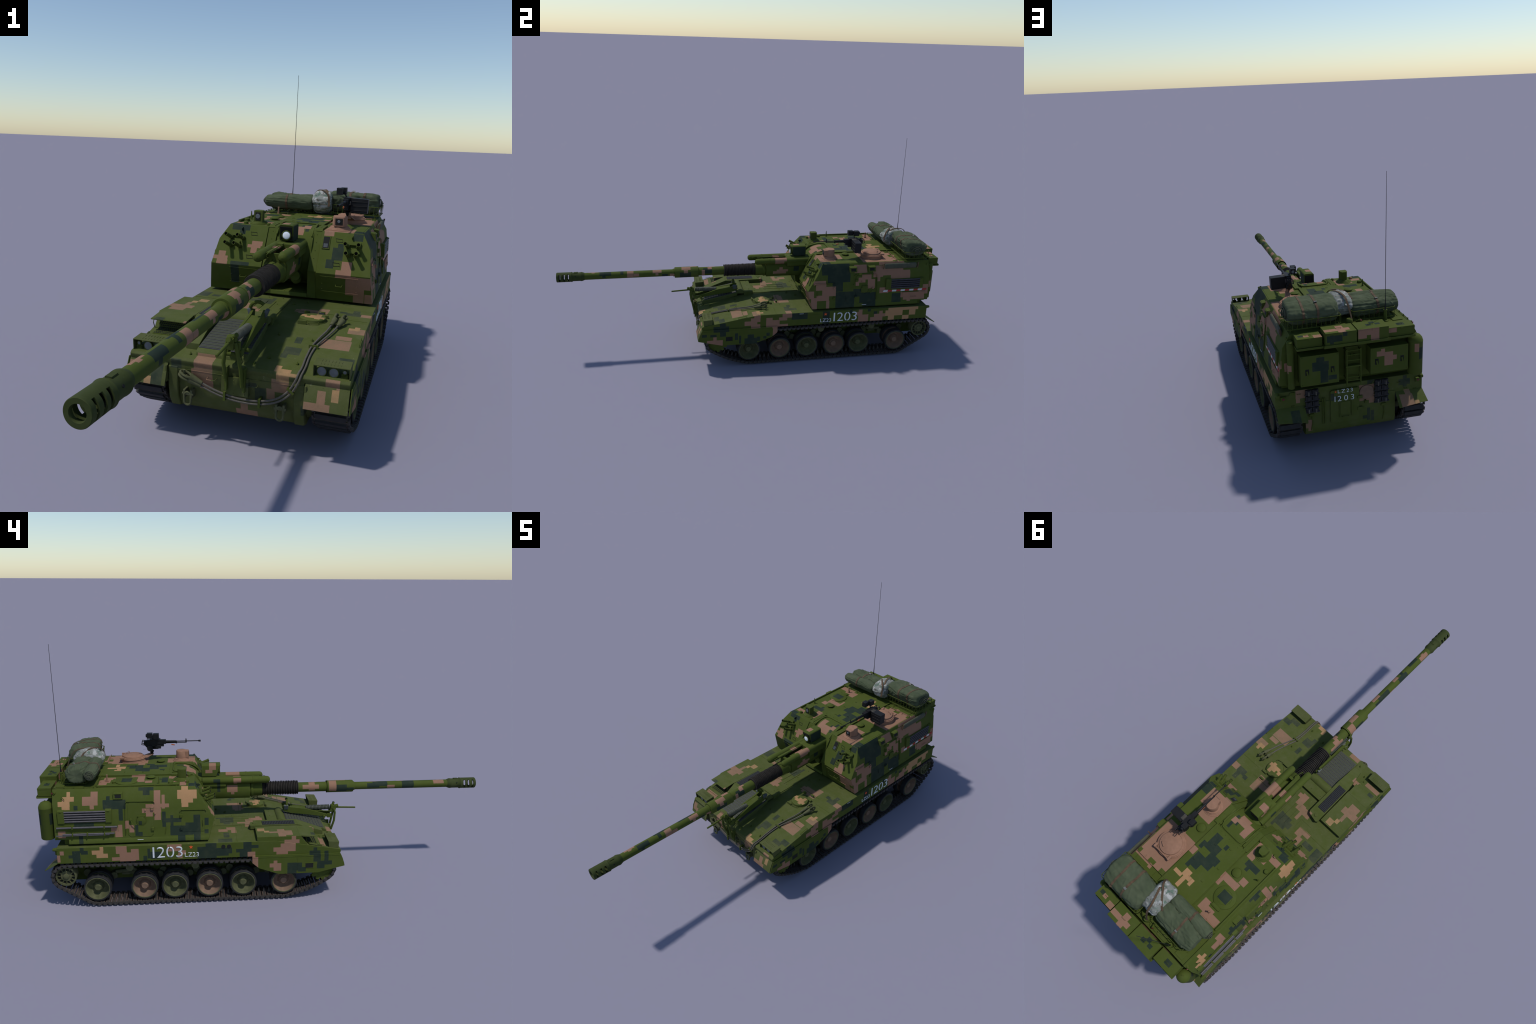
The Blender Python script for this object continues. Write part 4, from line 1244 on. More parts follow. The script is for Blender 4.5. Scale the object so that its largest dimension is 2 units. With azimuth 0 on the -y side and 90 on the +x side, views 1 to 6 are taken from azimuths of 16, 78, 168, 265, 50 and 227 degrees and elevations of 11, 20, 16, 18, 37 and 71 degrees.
for c in ((0.121, 0.513, 0.640), (0.131, 0.543, 0.640)):
    b = Build()
    b.obox(c, (0.011, 0.013, 0.0125))
    b.cyl(V(c) + V((0, 0.012, 0)), V(c) + V((0, 0.018, 0)), 0.008, n=16)
    b.mat(1).cyl(V(c) + V((0.002, 0.017, 0)), V(c) + V((0.002, 0.0188, 0)), 0.006, n=14)
    b.done("night_sight", mg, ["gunmetal", "lens"], 0.003, seg=3)
b = Build()
b.rings([[(0.140, 0.560, 0.530), (0.176, 0.572, 0.530), (0.176, 0.590, 0.530), (0.140, 0.590, 0.530)],
         [(0.149, 0.528, 0.547), (0.164, 0.530, 0.547), (0.164, 0.552, 0.547), (0.149, 0.552, 0.547)]])
b.cyl((0.156, 0.540, 0.538), (0.156, 0.540, 0.562), 0.0075, 0.0065, 14)
b.done("gun_pedestal", mg, "tan_paint", 0.001)

# ------------------------------------------------------- turret side equipment
def lean(s, z):
    """Half width of the turret side at height z."""
    pts = [(0.2865, 0.2880), (0.382, 0.2790), (0.4625, 0.2685), (0.5135, 0.2385)]
    for (z0, x0), (z1, x1) in zip(pts, pts[1:]):
        if z <= z1:
            return s * lerp(x0, x1, (z - z0) / (z1 - z0))
    return s * 0.2385


def side_strip(b, s, pts, w, h):
    """Flat moulding following (y, z) points on the turret side."""
    for (y0, z0), (y1, z1) in zip(pts, pts[1:]):
        d = V((0, y1 - y0, z1 - z0)).normalized()
        q = V((0, -d.z, d.y)) * w
        A, Bq = V((lean(s, z0), y0, z0)), V((lean(s, z1), y1, z1))
        o = V((s * h, 0, 0))
        b.rings([[A - q - o * 0.5, A + q - o * 0.5, A + q + o, A - q + o], [Bq - q - o * 0.5, Bq + q - o * 0.5, Bq + q + o, Bq - q + o]])


for s in (-1, 1):
    side = "turret_left" if s < 0 else "turret_right"
    # crew door
    b = Build()
    corner = lambda y0, y1, z0, z1, r=0.010: [(y0 + r, z0), (y1 - r, z0), (y1, z0 + r), (y1, z1 - r), (y1 - r, z1), (y0 + r, z1), (y0, z1 - r), (y0, z0 + r)]
    outline = corner(0.509, 0.614, 0.312, 0.458)
    b.rings([[(lean(s, z) - s * 0.001, y, z) for y, z in outline], [(lean(s, z) + s * 0.0018, y, z) for y, z in outline]])
    side_strip(b, s, [(0.500, 0.456), (0.507, 0.4625), (0.616, 0.4640), (0.6235, 0.455), (0.6235, 0.325)], 0.0012, 0.0055)
    for z in (0.345, 0.432):
        b.obox((lean(s, z) + s * 0.003, 0.512, z), (0.005, 0.006, 0.007))
    b.torus((lean(s, 0.380) + s * 0.003, 0.558, 0.380), 0.0205, 0.0012, (1, 0, 0), 28, 6)
    b.lathe([(0, 0.020), (0.003, 0.0195), (0.004, 0.017), (0.004, 0.0)], (lean(s, 0.380), 0.558, 0.380), (s, 0, 0), 28)
    b.box(*sorted((lean(s, 0.40), lean(s, 0.40) + s * 0.006)), 0.542, 0.574, 0.3985, 0.4025)
    b.cyl((lean(s, 0.385), 0.601, 0.388), (lean(s, 0.385) + s * 0.010, 0.601, 0.388), 0.0045, n=12)
    b.tube([(lean(s, 0.385) + s * 0.008, 0.601, 0.386), (lean(s, 0.37) + s * 0.009, 0.596, 0.372), (lean(s, 0.36) + s * 0.009, 0.582, 0.358)], 0.0018, 6)
    for y, z in ((0.5, 0.41), (0.54, 0.425)):
        b.cyl((lean(s, z), y, z), (lean(s, z) + s * 0.007, y, z), 0.0035, 0.0025, 8)
    b.done("crew_door", turret, side, 0.0006)
    # front ammunition hatch
    b = Build()
    outline = corner(0.294, 0.392, 0.326, 0.416, 0.004)
    b.rings([[(lean(s, z) - s * 0.001, y, z) for y, z in outline], [(lean(s, z) + s * 0.0010, y, z) for y, z in outline]])
    side_strip(b, s, [(0.288, 0.4155), (0.293, 0.4215), (0.392, 0.4230), (0.398, 0.4150)], 0.0012, 0.0050)
    for z in (0.342, 0.396):
        b.obox((lean(s, z) + s * 0.002, 0.393, z), (0.004, 0.005, 0.006))
    b.tube([(lean(s, 0.36) + s * 0.001, 0.303, 0.352), (lean(s, 0.36) + s * 0.006, 0.303, 0.354), (lean(s, 0.37) + s * 0.006, 0.303, 0.376), (lean(s, 0.38) + s * 0.001, 0.303, 0.378)], 0.0012, 6)
    b.tube([(lean(s, 0.35) + s * 0.001, 0.455, 0.352), (lean(s, 0.33) + s * 0.003, 0.461, 0.322)], 0.0014, 5)
    b.done("ammunition_hatch", turret, side, 0.0005)
    # cable/air louvre block with horizontal bars
    y0, y1, z0, z1 = (0.679, 0.897, 0.377, 0.432) if s < 0 else (0.673, 0.880, 0.374, 0.431)
    b = Build()
    x = lean(s, z0)
    ya, yb = (0.704, 0.870) if s < 0 else (0.702, 0.861)
    for yy0, yy1 in ((y0, ya), (yb, y1)):
        b.prism([(x - s * 0.004, z0), (x + s * 0.006, z0 + 0.002), (x + s * 0.004, z1), (lean(s, z1) - s * 0.002, z1 + 0.004)], yy0, yy1, "y")
    b.box(*sorted((x - s * 0.006, x + s * 0.0005)), ya, yb, z0, z1)
    b.mat(2).box(*sorted((x - s * 0.004, x + s * 0.0010)), ya + 0.001, yb - 0.001, z0 + 0.002, z1 - 0.002)
    b.mat(1)
    for k in range(5):
        z = lerp(z0 + 0.008, z1 - 0.005, k / 4)
        b.cyl((x + s * 0.0022, ya - 0.001, z), (x + s * 0.0022, yb + 0.001, z), 0.0036, n=10)
    b.mat(0)
    for y in ((y0 + ya) / 2, (y1 + yb) / 2):
        b.box(*sorted((x + s * 0.003, x + s * 0.0065)), y - 0.005, y + 0.005, z1 - 0.004, z1 - 0.001)
    b.done("louvre_block", turret, ["paint", "steel_bar" if s < 0 else "slat_dark", "void"], 0.0008)
    # vision ports
    b = Build()
    for yc in ((0.650,) if s < 0 else (0.495, 0.596)):
        z = 0.485
        xo = lean(s, z)
        b.mat(0)
        b.prism([(lean(s, 0.472), 0.472), (lean(s, 0.472) + s * 0.006, 0.474), (xo + s * 0.008, 0.4985), (lean(s, 0.500), 0.5000)], yc - 0.019, yc + 0.019, "y")
        b.mat(1)
        xl, xt = lean(s, 0.472) + s * 0.0060, xo + s * 0.0080
        face = lambda z, h: lerp(xl, xt, (z - 0.474) / 0.0245) + s * h
        b.rings([[(face(0.4785, h), yc - 0.0125, 0.4785), (face(0.4785, h), yc + 0.0125, 0.4785),
                  (face(0.4935, h), yc + 0.0125, 0.4935), (face(0.4935, h), yc - 0.0125, 0.4935)] for h in (-0.003, 0.0007)])
        b.mat(0)
        b.rings([[(face(0.4945, h), yc - 0.0155, 0.4945), (face(0.4945, h), yc + 0.0155, 0.4945),
                  (face(0.4970, h), yc + 0.0155, 0.4970), (face(0.4970, h), yc - 0.0155, 0.4970)] for h in (-0.002, 0.0030)])
    b.done("vision_port", turret, ["paint", "void"], 0.0006)
    b = Build()
    yl = 0.565 if s < 0 else 0.559
    x = lean(s, 0.298)
    b.box(*sorted((x - s * 0.001, x + s * 0.0012)), yl - 0.012, yl + 0.012, 0.2972, 0.2990)
    b.done("data_plate", turret, "white_letter")

# left side: two stowed rods
b = Build()
for z, y0, y1, r in ((0.361, 0.657, 0.904, 0.0040), (0.333, 0.669, 0.880, 0.0036), (0.3275, 0.690, 0.907, 0.0026)):
    b.mat(0).cyl((lean(-1, z) - 0.008, y0, z), (lean(-1, z) - 0.008, y1, z), r, n=10)
b.mat(1)
for y, z in ((0.71, 0.361), (0.84, 0.361), (0.71, 0.331), (0.78, 0.331), (0.84, 0.331)):
    b.obox((lean(-1, z) - 0.006, y, z), (0.007, 0.0025, 0.0065))
b.done("cleaning_rod", turret, ["steel_bar", "paint"], 0.0004)
# right side: reflective strip, locker lid, rolled canvas
b = Build()
x = lean(1, 0.366)
n = 10
for k in range(n):
    ya, yb = lerp(0.661, 0.902, k / n), lerp(0.661, 0.902, (k + 1) / n)
    b.mat(k % 2)
    sk = 0.0025
    b.rings([[(x + h, ya, 0.3615), (x + h, yb - 0.0006, 0.3615), (x + h - 0.001, yb - 0.0006 + sk, 0.3705), (x + h - 0.001, ya + sk, 0.3705)] for h in (-0.001, 0.0022)])
b.done("reflector_strip", turret, ["white", "red"])
b = Build()
x = lean(1, 0.33)
b.box(x - 0.003, x + 0.0008, 0.769, 0.896, 0.304, 0.354)
b.tube([(x, 0.815, 0.331), (x + 0.006, 0.817, 0.329), (x + 0.006, 0.843, 0.329), (x, 0.845, 0.331)], 0.0012, 6)
b.box(lean(1, 0.355) - 0.001, lean(1, 0.355) + 0.003, 0.769, 0.897, 0.3545, 0.3565)
b.done("stowage_lid", turret, "turret_right", 0.0005)
b = Build()
P0, P1 = V((0.2565, 0.668, 0.4955)), V((0.2565, 0.842, 0.4955))
R = []
for k in range(25):
    t = k / 24
    p = P0.lerp(P1, t)
    r = 0.0125 * (1 + 0.10 * noise.noise(V((t * 9, 0, 1)))) * (0.80 if k in (0, 24) else 1.0)
    R.append([p + V((math.cos(a) * r * (0.58 + 0.05 * noise.noise(V((t * 12, a, 3)))), 0, math.sin(a) * r * 1.2)) for a in [2 * pi * q / 16 for q in range(16)]])
b.rings(R)
b.mat(1)
for y in (0.660, 0.850):
    b.obox((0.2580, y, 0.4930), (0.003, 0.0025, 0.020), Matrix.Rotation(math.radians(12), 3, "Y"))
b.done("rolled_canvas", turret, ["tarp_grey", "strap"])

# ------------------------------------------------------------ turret bustle
def rear_or_top(n, c):
    return 1 if n.z > 0.8 else 0


for x0, x1, ya, yb, z0, z1 in ((0.130, 0.2255, 0.924, 0.9785, 0.482, 0.5175), (0.0025, 0.1220, 0.924, 0.9945, 0.486, 0.5335),
                               (-0.1225, -0.0020, 0.924, 0.9945, 0.486, 0.5335), (-0.2325, -0.1285, 0.924, 0.9795, 0.482, 0.5175)):
    b = Build()
    b.box(x0, x1, ya, yb, z0, z1)
    b.box(x0 - 0.0008, x1 + 0.0008, ya, yb + 0.0008, z1 - 0.006, z1 - 0.004)
    xm = (x0 + x1) / 2
    b.tube([(xm - 0.010, (ya + yb) / 2, z1), (xm - 0.009, (ya + yb) / 2 + 0.002, z1 + 0.004), (xm + 0.009, (ya + yb) / 2 + 0.002, z1 + 0.004), (xm + 0.010, (ya + yb) / 2, z1)], 0.0010, 5)
    b.box(xm - 0.004, xm + 0.004, yb - 0.001, yb + 0.0015, z1 - 0.010, z1 - 0.002)
    b.done("stowage_box", turret, ["turret_rear", "rack_top"], 0.0010, matfn=rear_or_top)
b = Build()
b.prism([(0.917, 0.476), (0.999, 0.4765), (1.0, 0.4790), (1.0, 0.4885), (0.998, 0.4885), (0.997, 0.4830), (0.917, 0.4830)], -0.128, 0.128)
b.prism([(0.917, 0.474), (0.984, 0.4735), (0.986, 0.4750), (0.986, 0.4830), (0.984, 0.4830), (0.983, 0.4795), (0.917, 0.4795)], 0.1285, 0.228)
b.prism([(0.917, 0.474), (0.984, 0.4735), (0.986, 0.4750), (0.986, 0.4830), (0.984, 0.4830), (0.983, 0.4795), (0.917, 0.4795)], -0.234, -0.1285)
for x in (0.19, 0.105, -0.105, -0.19):
    b.prism([(0.917, 0.440), (0.917, 0.475), (0.945, 0.475)], x - 0.002, x + 0.002)
b.done("stowage_rack", turret, "turret_rear", 0.0006)
for x0, x1, z0, z1 in ((0.0635, 0.2120, 0.3180, 0.4405), (-0.2150, -0.0625, 0.3310, 0.4370)):
    b = Build()
    b.box(x0, x1, 0.914, 0.9650, z0, z1)
    b.mat(1)
    for xm in (x0 + 0.025, x1 - 0.025):
        zc = (z0 + z1) / 2 - 0.004
        b.box(xm - 0.007, xm + 0.007, 0.9648, 0.9658, zc - 0.012, zc + 0.012)
        b.mat(0).obox((xm, 0.9670, zc - 0.003), (0.003, 0.002, 0.009), Matrix.Rotation(0.2, 3, "Y"))
        b.mat(1)
    b.mat(0)
    b.bolts([(x, 0.9652, z) for x in (x0 + 0.006, (x0 + x1) / 2, x1 - 0.006) for z in (z0 + 0.006, z1 - 0.006)], axis=(0, 1, 0))
    b.done("bustle_locker", turret, ["turret_rear", "void"], 0.0010)
b = Build()
for x in (0.0280, -0.0275):
    b.box(x - 0.0024, x + 0.0024, 0.948, 0.955, 0.290, 0.442)
for z in (0.296, 0.310, 0.324, 0.368, 0.394, 0.416, 0.434):
    b.cyl((-0.0275, 0.9515, z), (0.0280, 0.9515, z), 0.0024, n=8)
b.box(-0.0315, 0.0325, 0.946, 0.956, 0.3665, 0.3725)
b.box(-0.0260, 0.0262, 0.914, 0.9300, 0.300, 0.4400)
b.box(-0.024, 0.024, 0.928, 0.9400, 0.328, 0.3650)
for x in (-0.008, 0.006):
    b.box(x - 0.002, x + 0.002, 0.928, 0.940, 0.402, 0.411)
for x in (0.0280, -0.0275):
    for z in (0.312, 0.43):
        b.box(x - 0.0016, x + 0.0016, 0.914, 0.950, z, z + 0.004)
b.done("ladder", turret, "turret_rear", 0.0005)
b = Build()
b.cyl((0.2410, 0.9300, 0.3020), (0.2410, 0.9300, 0.4880), 0.0135, n=24)
b.lathe([(0, 0.0138), (0.003, 0.0140), (0.006, 0.0115), (0.010, 0.004), (0.010, 0)], (0.2410, 0.9300, 0.4870), (0, 0, 1), 24)
b.torus((0.2410, 0.9300, 0.4860), 0.0138, 0.0010, n=24, m=5)
b.done("rear_pipe", turret, "turret_rear")
b = Build()
b.lathe([(0.0, 0.0), (0.0, 0.0270), (0.004, 0.0290), (0.136, 0.0290), (0.137, 0.0295), (0.139, 0.0290), (0.150, 0.0255), (0.159, 0.0180), (0.164, 0.0080), (0.165, 0.0)],
        (-0.2510, 0.9485, 0.3040), (0, 0, 1), 32)
for z in (0.32, 0.42):
    b.box(-0.262, -0.238, 0.912, 0.925, z - 0.004, z + 0.004)
b.tube([(-0.257, 0.946, 0.468), (-0.255, 0.948, 0.473), (-0.249, 0.950, 0.473), (-0.247, 0.951, 0.468)], 0.001, 5)
b.done("gas_canister", turret, "turret_rear", 0.0006)

# roof lashing rail, hooks, aerial and small stern fittings
b = Build()
rail = [(x, 0.742, 0.5200) for x in [lerp(0.235, -0.218, k / 10) for k in range(11)]]
b.tube(rail, 0.0012, 5)
b.tube([(-0.234, y, 0.5185) for y in (0.752, 0.80, 0.85, 0.915)], 0.0012, 5)
for p in rail:
    b.cyl((p[0], p[1], 0.5130), (p[0], p[1], 0.5215), 0.0022, 0.0018, 8)
    b.tube([(p[0], p[1], 0.5150), (p[0] + 0.002, p[1] - 0.010, 0.5160), (p[0] + 0.004, p[1] - 0.014, 0.5150)], 0.0009, 4)
for y in (0.75, 0.79, 0.83, 0.87, 0.91):
    b.cyl((-0.234, y, 0.5110), (-0.236, y, 0.5200), 0.0028, 0.0020, 8)
for k in range(5):
    x = lerp(-0.21, 0.22, k / 4)
    b.box(x - 0.0008, x + 0.0008, 0.745, 0.905, 0.5140, 0.5155)
b.done("lashing_rail", turret, "turret_roof", kind="stuff")
b = Build()
b.cyl((-0.1480, 0.8960, 0.5140), (-0.1480, 0.8960, 0.5560), 0.0070, 0.0065, 16)
b.cyl((-0.1480, 0.8960, 0.5560), (-0.1480, 0.8960, 0.5600), 0.0080, 0.0075, 16)
b.lathe([(0, 0.014), (0.003, 0.013), (0.004, 0.009), (0.006, 0.008)], (-0.148, 0.896, 0.5135), (0, 0, 1), 20)
b.mat(1).lathe([(0.5595, 0.0040), (0.575, 0.0022), (0.62, 0.0013), (1.093, 0.0008)], (-0.1475, 0.8975, 0.0), (0, 0, 1), 8)
b.done("radio_aerial", turret, ["paint", "gunmetal"])
b = Build()
b.cyl((-0.035, 0.885, 0.520), (-0.046, 0.905, 0.532), 0.0055, n=12)
b.cyl((-0.238, 0.905, 0.500), (-0.253, 0.912, 0.500), 0.0065, n=12)
b.cyl((0.240, 0.902, 0.495), (0.252, 0.908, 0.495), 0.0065, n=12)
b.mat(1).cyl((-0.046, 0.905, 0.532), (-0.0468, 0.9063, 0.5328), 0.0042, n=12)
b.cyl((-0.251, 0.916, 0.500), (-0.2535, 0.9185, 0.500), 0.0042, n=12)
b.mat(0)
b.box(-0.065, -0.025, 0.872, 0.908, 0.513, 0.519)
b.box(-0.215, -0.175, 0.875, 0.908, 0.513, 0.5165)
b.box(-0.120, -0.070, 0.880, 0.910, 0.513, 0.5175)
b.tube([(-0.2675, 0.866, 0.475), (-0.2640, 0.878, 0.490)], 0.0018, 5)
b.done("stern_lamp", turret, ["paint", "lamp_red"], 0.0005)

# ---------------------------------------------------------------- gun
GC = 0.4110
b = Build()
b.mat(0)
b.lathe([(0.866, 0.0182), (0.414, 0.0178), (0.412, 0.0205), (0.404, 0.0210), (0.404, 0.0272), (0.400, 0.0283), (0.284, 0.0283), (0.279, 0.0272),
         (0.279, 0.0228), (0.120, 0.0228)], (0, 0, GC), (0, -1, 0), 40)
b.cyl((0, -0.279, GC), (0, -0.281, GC), 0.0289, n=40)
gun = b.done("gun_barrel", root, ["gun"], 0)
# muzzle brake: two stacked walls with side windows
b = Build()


def slotted_wall(b, y0, y1, ro, ri, windows, n=48):
    """Tube along y; windows = (ya, yb, angle0, angle1) openings cut through."""
    ys = sorted({y0, y1} | {w for win in windows for w in win[:2]})
    angs = [2 * pi * k / n for k in range(n)]
    ring = lambda y, r: [b.bm.verts.new((r * math.cos(a), y, GC + r * math.sin(a))) for a in angs]
    O = [ring(y, ro) for y in ys]
    I = [ring(y, ri) for y in ys]

    def is_open(j, k):
        ym = (ys[j] + ys[j + 1]) / 2
        am = (angs[k] + pi / n) % (2 * pi)
        for ya, yb, a0, a1 in windows:
            if ya < ym < yb and a0 < am < a1:
                return True
        return False

    for j in range(len(ys) - 1):
        for k in range(n):
            q = (k + 1) % n
            if not is_open(j, k):
                b.face((O[j][k], O[j][q], O[j + 1][q], O[j + 1][k]))
                b.face((I[j][k], I[j + 1][k], I[j + 1][q], I[j][q]))
                if is_open(j, q):
                    b.face((O[j][q], I[j][q], I[j + 1][q], O[j + 1][q]))
                if is_open(j, k - 1):
                    b.face((O[j][k], O[j + 1][k], I[j + 1][k], I[j][k]))
                if j > 0 and is_open(j - 1, k):
                    b.face((O[j][k], I[j][k], I[j][q], O[j][q]))
                if j < len(ys) - 2 and is_open(j + 1, k):
                    b.face((O[j + 1][k], O[j + 1][q], I[j + 1][q], I[j + 1][k]))
    for k in range(n):
        q = (k + 1) % n
        b.face((O[0][k], I[0][k], I[0][q], O[0][q]))
        b.face((O[-1][k], O[-1][q], I[-1][q], I[-1][k]))


wins = []
for ya, yb in ((-0.988, -0.980), (-0.968, -0.958), (-0.948, -0.938)):
    for c in (0.0, pi):
        h = math.radians(56)
        if c == 0.0:
            wins += [(ya, yb, 0.0, h), (ya, yb, 2 * pi - h, 2 * pi)]
        else:
            wins += [(ya, yb, pi - h, pi + h)]
slotted_wall(b, -0.9905, -0.928, 0.0250, 0.0212, wins)
b.lathe([(0.9904, 0.0250), (0.9985, 0.0250), (1.0, 0.0238), (1.0, 0.0152), (0.9990, 0.0145), (0.9904, 0.0145), (0.9904, 0.0250)], (0, 0, GC), (0, -1, 0), 48)
b.lathe([(0.930, 0.0250), (0.926, 0.0262), (0.920, 0.0225), (0.884, 0.0225), (0.882, 0.0235), (0.876, 0.0235), (0.872, 0.0222), (0.862, 0.0185)], (0, 0, GC), (0, -1, 0), 40)
b.mat(1).lathe([(0.929, 0.0213), (0.929, 0.0125), (0.89, 0.0120), (0.89, 0.0)], (0, 0, GC), (0, -1, 0), 32)
b.mat(0).box(-0.006, 0.006, -0.915, -0.895, GC + 0.0215, GC + 0.0245)
b.mat(1)
for sx in (-1, 1):
    b.cyl((sx * 0.0205, -0.906, GC + 0.008), (sx * 0.0222, -0.906, GC + 0.009), 0.003, n=8)
b.done("muzzle_brake", gun, ["brake", "void"], 0.0)
# bellows
b = Build()
prof = [(0.142, 0.0229), (0.142, 0.0315), (0.138, 0.0325)]
ridges = 21
for k in range(ridges):
    y0, y1 = lerp(0.136, -0.026, k / ridges), lerp(0.136, -0.026, (k + 1) / ridges)
    top = 0.0328 + 0.0006 * math.sin(k * 1.7)
    prof += [(lerp(y0, y1, 0.05), 0.0280), (lerp(y0, y1, 0.30), 0.0280), (lerp(y0, y1, 0.48), top), (lerp(y0, y1, 0.82), top)]
prof += [(-0.027, 0.0290), (-0.0285, 0.0290)]
b.lathe(prof, (0, 0, GC), (0, -1, 0), 40)
b.done("bellows", gun, "bellows", angle=25)
# cradle, recoil cylinders and mantlet drum
b = Build()
b.mat(0).lathe([(-0.027, 0.0), (-0.027, 0.0335), (-0.034, 0.0345), (-0.070, 0.0350), (-0.0705, 0.0385), (-0.080, 0.0385), (-0.0805, 0.0350), (-0.33, 0.0365)], (0, 0, GC), (0, -1, 0), 40)
b.prism([(-0.030, 0.376), (0.030, 0.376), (0.038, 0.392), (0.040, 0.430), (0.030, 0.4475), (-0.030, 0.4475), (-0.040, 0.430), (-0.038, 0.392)], 0.084, 0.325, "y")
b.prism([(-0.046, 0.440), (-0.044, 0.470), (-0.028, 0.4805), (0.030, 0.4805), (0.050, 0.470), (0.052, 0.440), (0.034, 0.430), (-0.034, 0.430)], 0.195, 0.325, "y")
b.done("gun_cradle", gun, "gun", 0.002)
b = Build()
for x, yf in ((0.0360, 0.020), (-0.0350, -0.008)):
    prof = [(0.0, 0.0), (0.0012, 0.007), (0.004, 0.0115), (0.009, 0.0148), (0.016, 0.0160), (0.075, 0.0160), (0.0752, 0.0170), (0.080, 0.0170), (0.0802, 0.0162), (0.31, 0.0165)]
    b.lathe(prof, (x, yf, 0.4655), (0, 1, 0), 28)
b.box(-0.020, -0.004, 0.040, 0.210, 0.4725, 0.4760)
b.box(0.008, 0.022, 0.095, 0.20, 0.462, 0.468)
b.tube([(-0.012, 0.020, 0.4600), (-0.010, 0.012, 0.474), (-0.006, 0.03, 0.4790), (-0.006, 0.205, 0.4800)], 0.0016, 6)
b.box(-0.018, 0.018, 0.060, 0.072, 0.440, 0.470)
b.cyl((0.0, 0.045, 0.4400), (0.0, 0.075, 0.4500), 0.006, n=10)
b.done("recoil_cylinder", gun, "gun", 0.0006)
b = Build()
drum = [(0.400 + 0.103 * math.cos(a), 0.4180 + 0.103 * math.sin(a)) for a in [math.radians(k) for k in range(86, 246, 5)]]
b.prism(drum + [(0.42, 0.32), (0.436, 0.33), (0.436, 0.5208)], -0.0605, 0.0635)
b.dome((0.020, 0.300, 0.345), 0.019, 0.012, 20, (0, -1, 0.1))
b.cyl((0.020, 0.330, 0.350), (0.020, 0.280, 0.358), 0.020, 0.017, 20)
b.done("mantlet", gun, "turret_roof", 0.001)
# sight box on top of the cradle
b = Build()
xa, xb = -0.0295, 0.0185
sec = [(xa, 0.484), (xb, 0.484), (xb, 0.532)] + [(xb - 0.008 + 0.008 * math.cos(a), 0.532 + 0.0075 * math.sin(a)) for a in (0.5, 1.0, 1.57)] + \
      [(xa + 0.008 + 0.008 * math.cos(a), 0.532 + 0.0075 * math.sin(a)) for a in (1.57, 2.1, 2.7)] + [(xa, 0.532)]
b.mat(0).rings([[(x, 0.304, z) for x, z in sec], [(x, lerp(0.238, 0.219, (z - 0.484) / 0.055), z) for x, z in sec]])
b.mat(1).rings([[(x, y, z) for x, y, z in ((xa + 0.004, 0.2345, 0.488), (xb - 0.004, 0.2345, 0.488), (xb - 0.004, 0.2185, 0.533), (xa + 0.004, 0.2185, 0.533))],
                [(x, y, z) for x, y, z in ((xa + 0.004, 0.262, 0.488), (xb - 0.004, 0.262, 0.488), (xb - 0.004, 0.262, 0.533), (xa + 0.004, 0.262, 0.533))]])
b.box(xa + 0.003, xb - 0.003, 0.3035, 0.3050, 0.488, 0.531)
b.mat(0).lathe([(0.0, 0.0145), (0.012, 0.0165), (0.0125, 0.0135)], (-0.003, 0.232, 0.505), (0, -1, 0), 28)
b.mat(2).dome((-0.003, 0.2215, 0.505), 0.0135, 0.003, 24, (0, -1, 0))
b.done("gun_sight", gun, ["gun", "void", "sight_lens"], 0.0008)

# --------------------------------------------------------- gun travel lock
b = Build()
b.mat(0)
# two side plates running from the claw to the yoke
for s in (-1, 1):
    xo = s * 0.018
    poly = [(-0.074, 0.302), (-0.070, 0.326), (-0.084, 0.330), (-0.108, 0.320), (-0.150, 0.3140), (-0.185, 0.309), (-0.232, 0.294), (-0.300, 0.274),
            (-0.302, 0.264), (-0.240, 0.272), (-0.180, 0.282), (-0.110, 0.290)]
    b.prism(poly, xo - 0.0040, xo + 0.0040)
b.prism([(-0.108, 0.303), (-0.108, 0.3175), (-0.182, 0.3085), (-0.182, 0.297)], -0.016, 0.016)
b.torus((0.0, -0.088, 0.330), 0.024, 0.0055, (0, 1, 0.15), 20, 8, pi * 1.0, pi * 2.0)
for s in (-1, 1):
    b.cyl((s * 0.012, -0.268, 0.272), (s * 0.034, -0.268, 0.270), 0.0055, n=12)
    b.box(s * 0.018 - 0.005, s * 0.018 + 0.005, -0.305, -0.285, 0.262, 0.280)
# yoke, hand screw and uprights
b.obox((-0.003, -0.314, 0.302), (0.010, 0.013, 0.016), Matrix.Rotation(0.2, 3, "X"))
b.cyl((-0.003, -0.326, 0.312), (-0.003, -0.339, 0.316), 0.0085, 0.0070, 14)
b.cyl((0.004, -0.316, 0.318), (0.014, -0.320, 0.326), 0.006, n=10)
b.obox((0.012, -0.305, 0.290), (0.006, 0.008, 0.012))
b.cyl((-0.014, -0.312, 0.311), (0.010, -0.312, 0.311), 0.009, n=16)
b.cyl((-0.003, -0.326, 0.3065), (-0.002, -0.423, 0.302), 0.0042, 0.0038, 12)
b.tube([(-0.019, -0.305, 0.200), (-0.021, -0.318, 0.245), (-0.016, -0.322, 0.285), (-0.012, -0.316, 0.305)], 0.0054, 8)
b.tube([(0.026, -0.302, 0.180), (0.024, -0.312, 0.230), (0.016, -0.320, 0.280), (0.008, -0.316, 0.302)], 0.0054, 8)
b.cyl((-0.022, -0.302, 0.266), (0.022, -0.302, 0.266), 0.0060, n=12)
for xx in (-0.019, 0.030):
    b.box(xx - 0.0035, xx + 0.0035, -0.303, -0.286, 0.165, 0.2300)
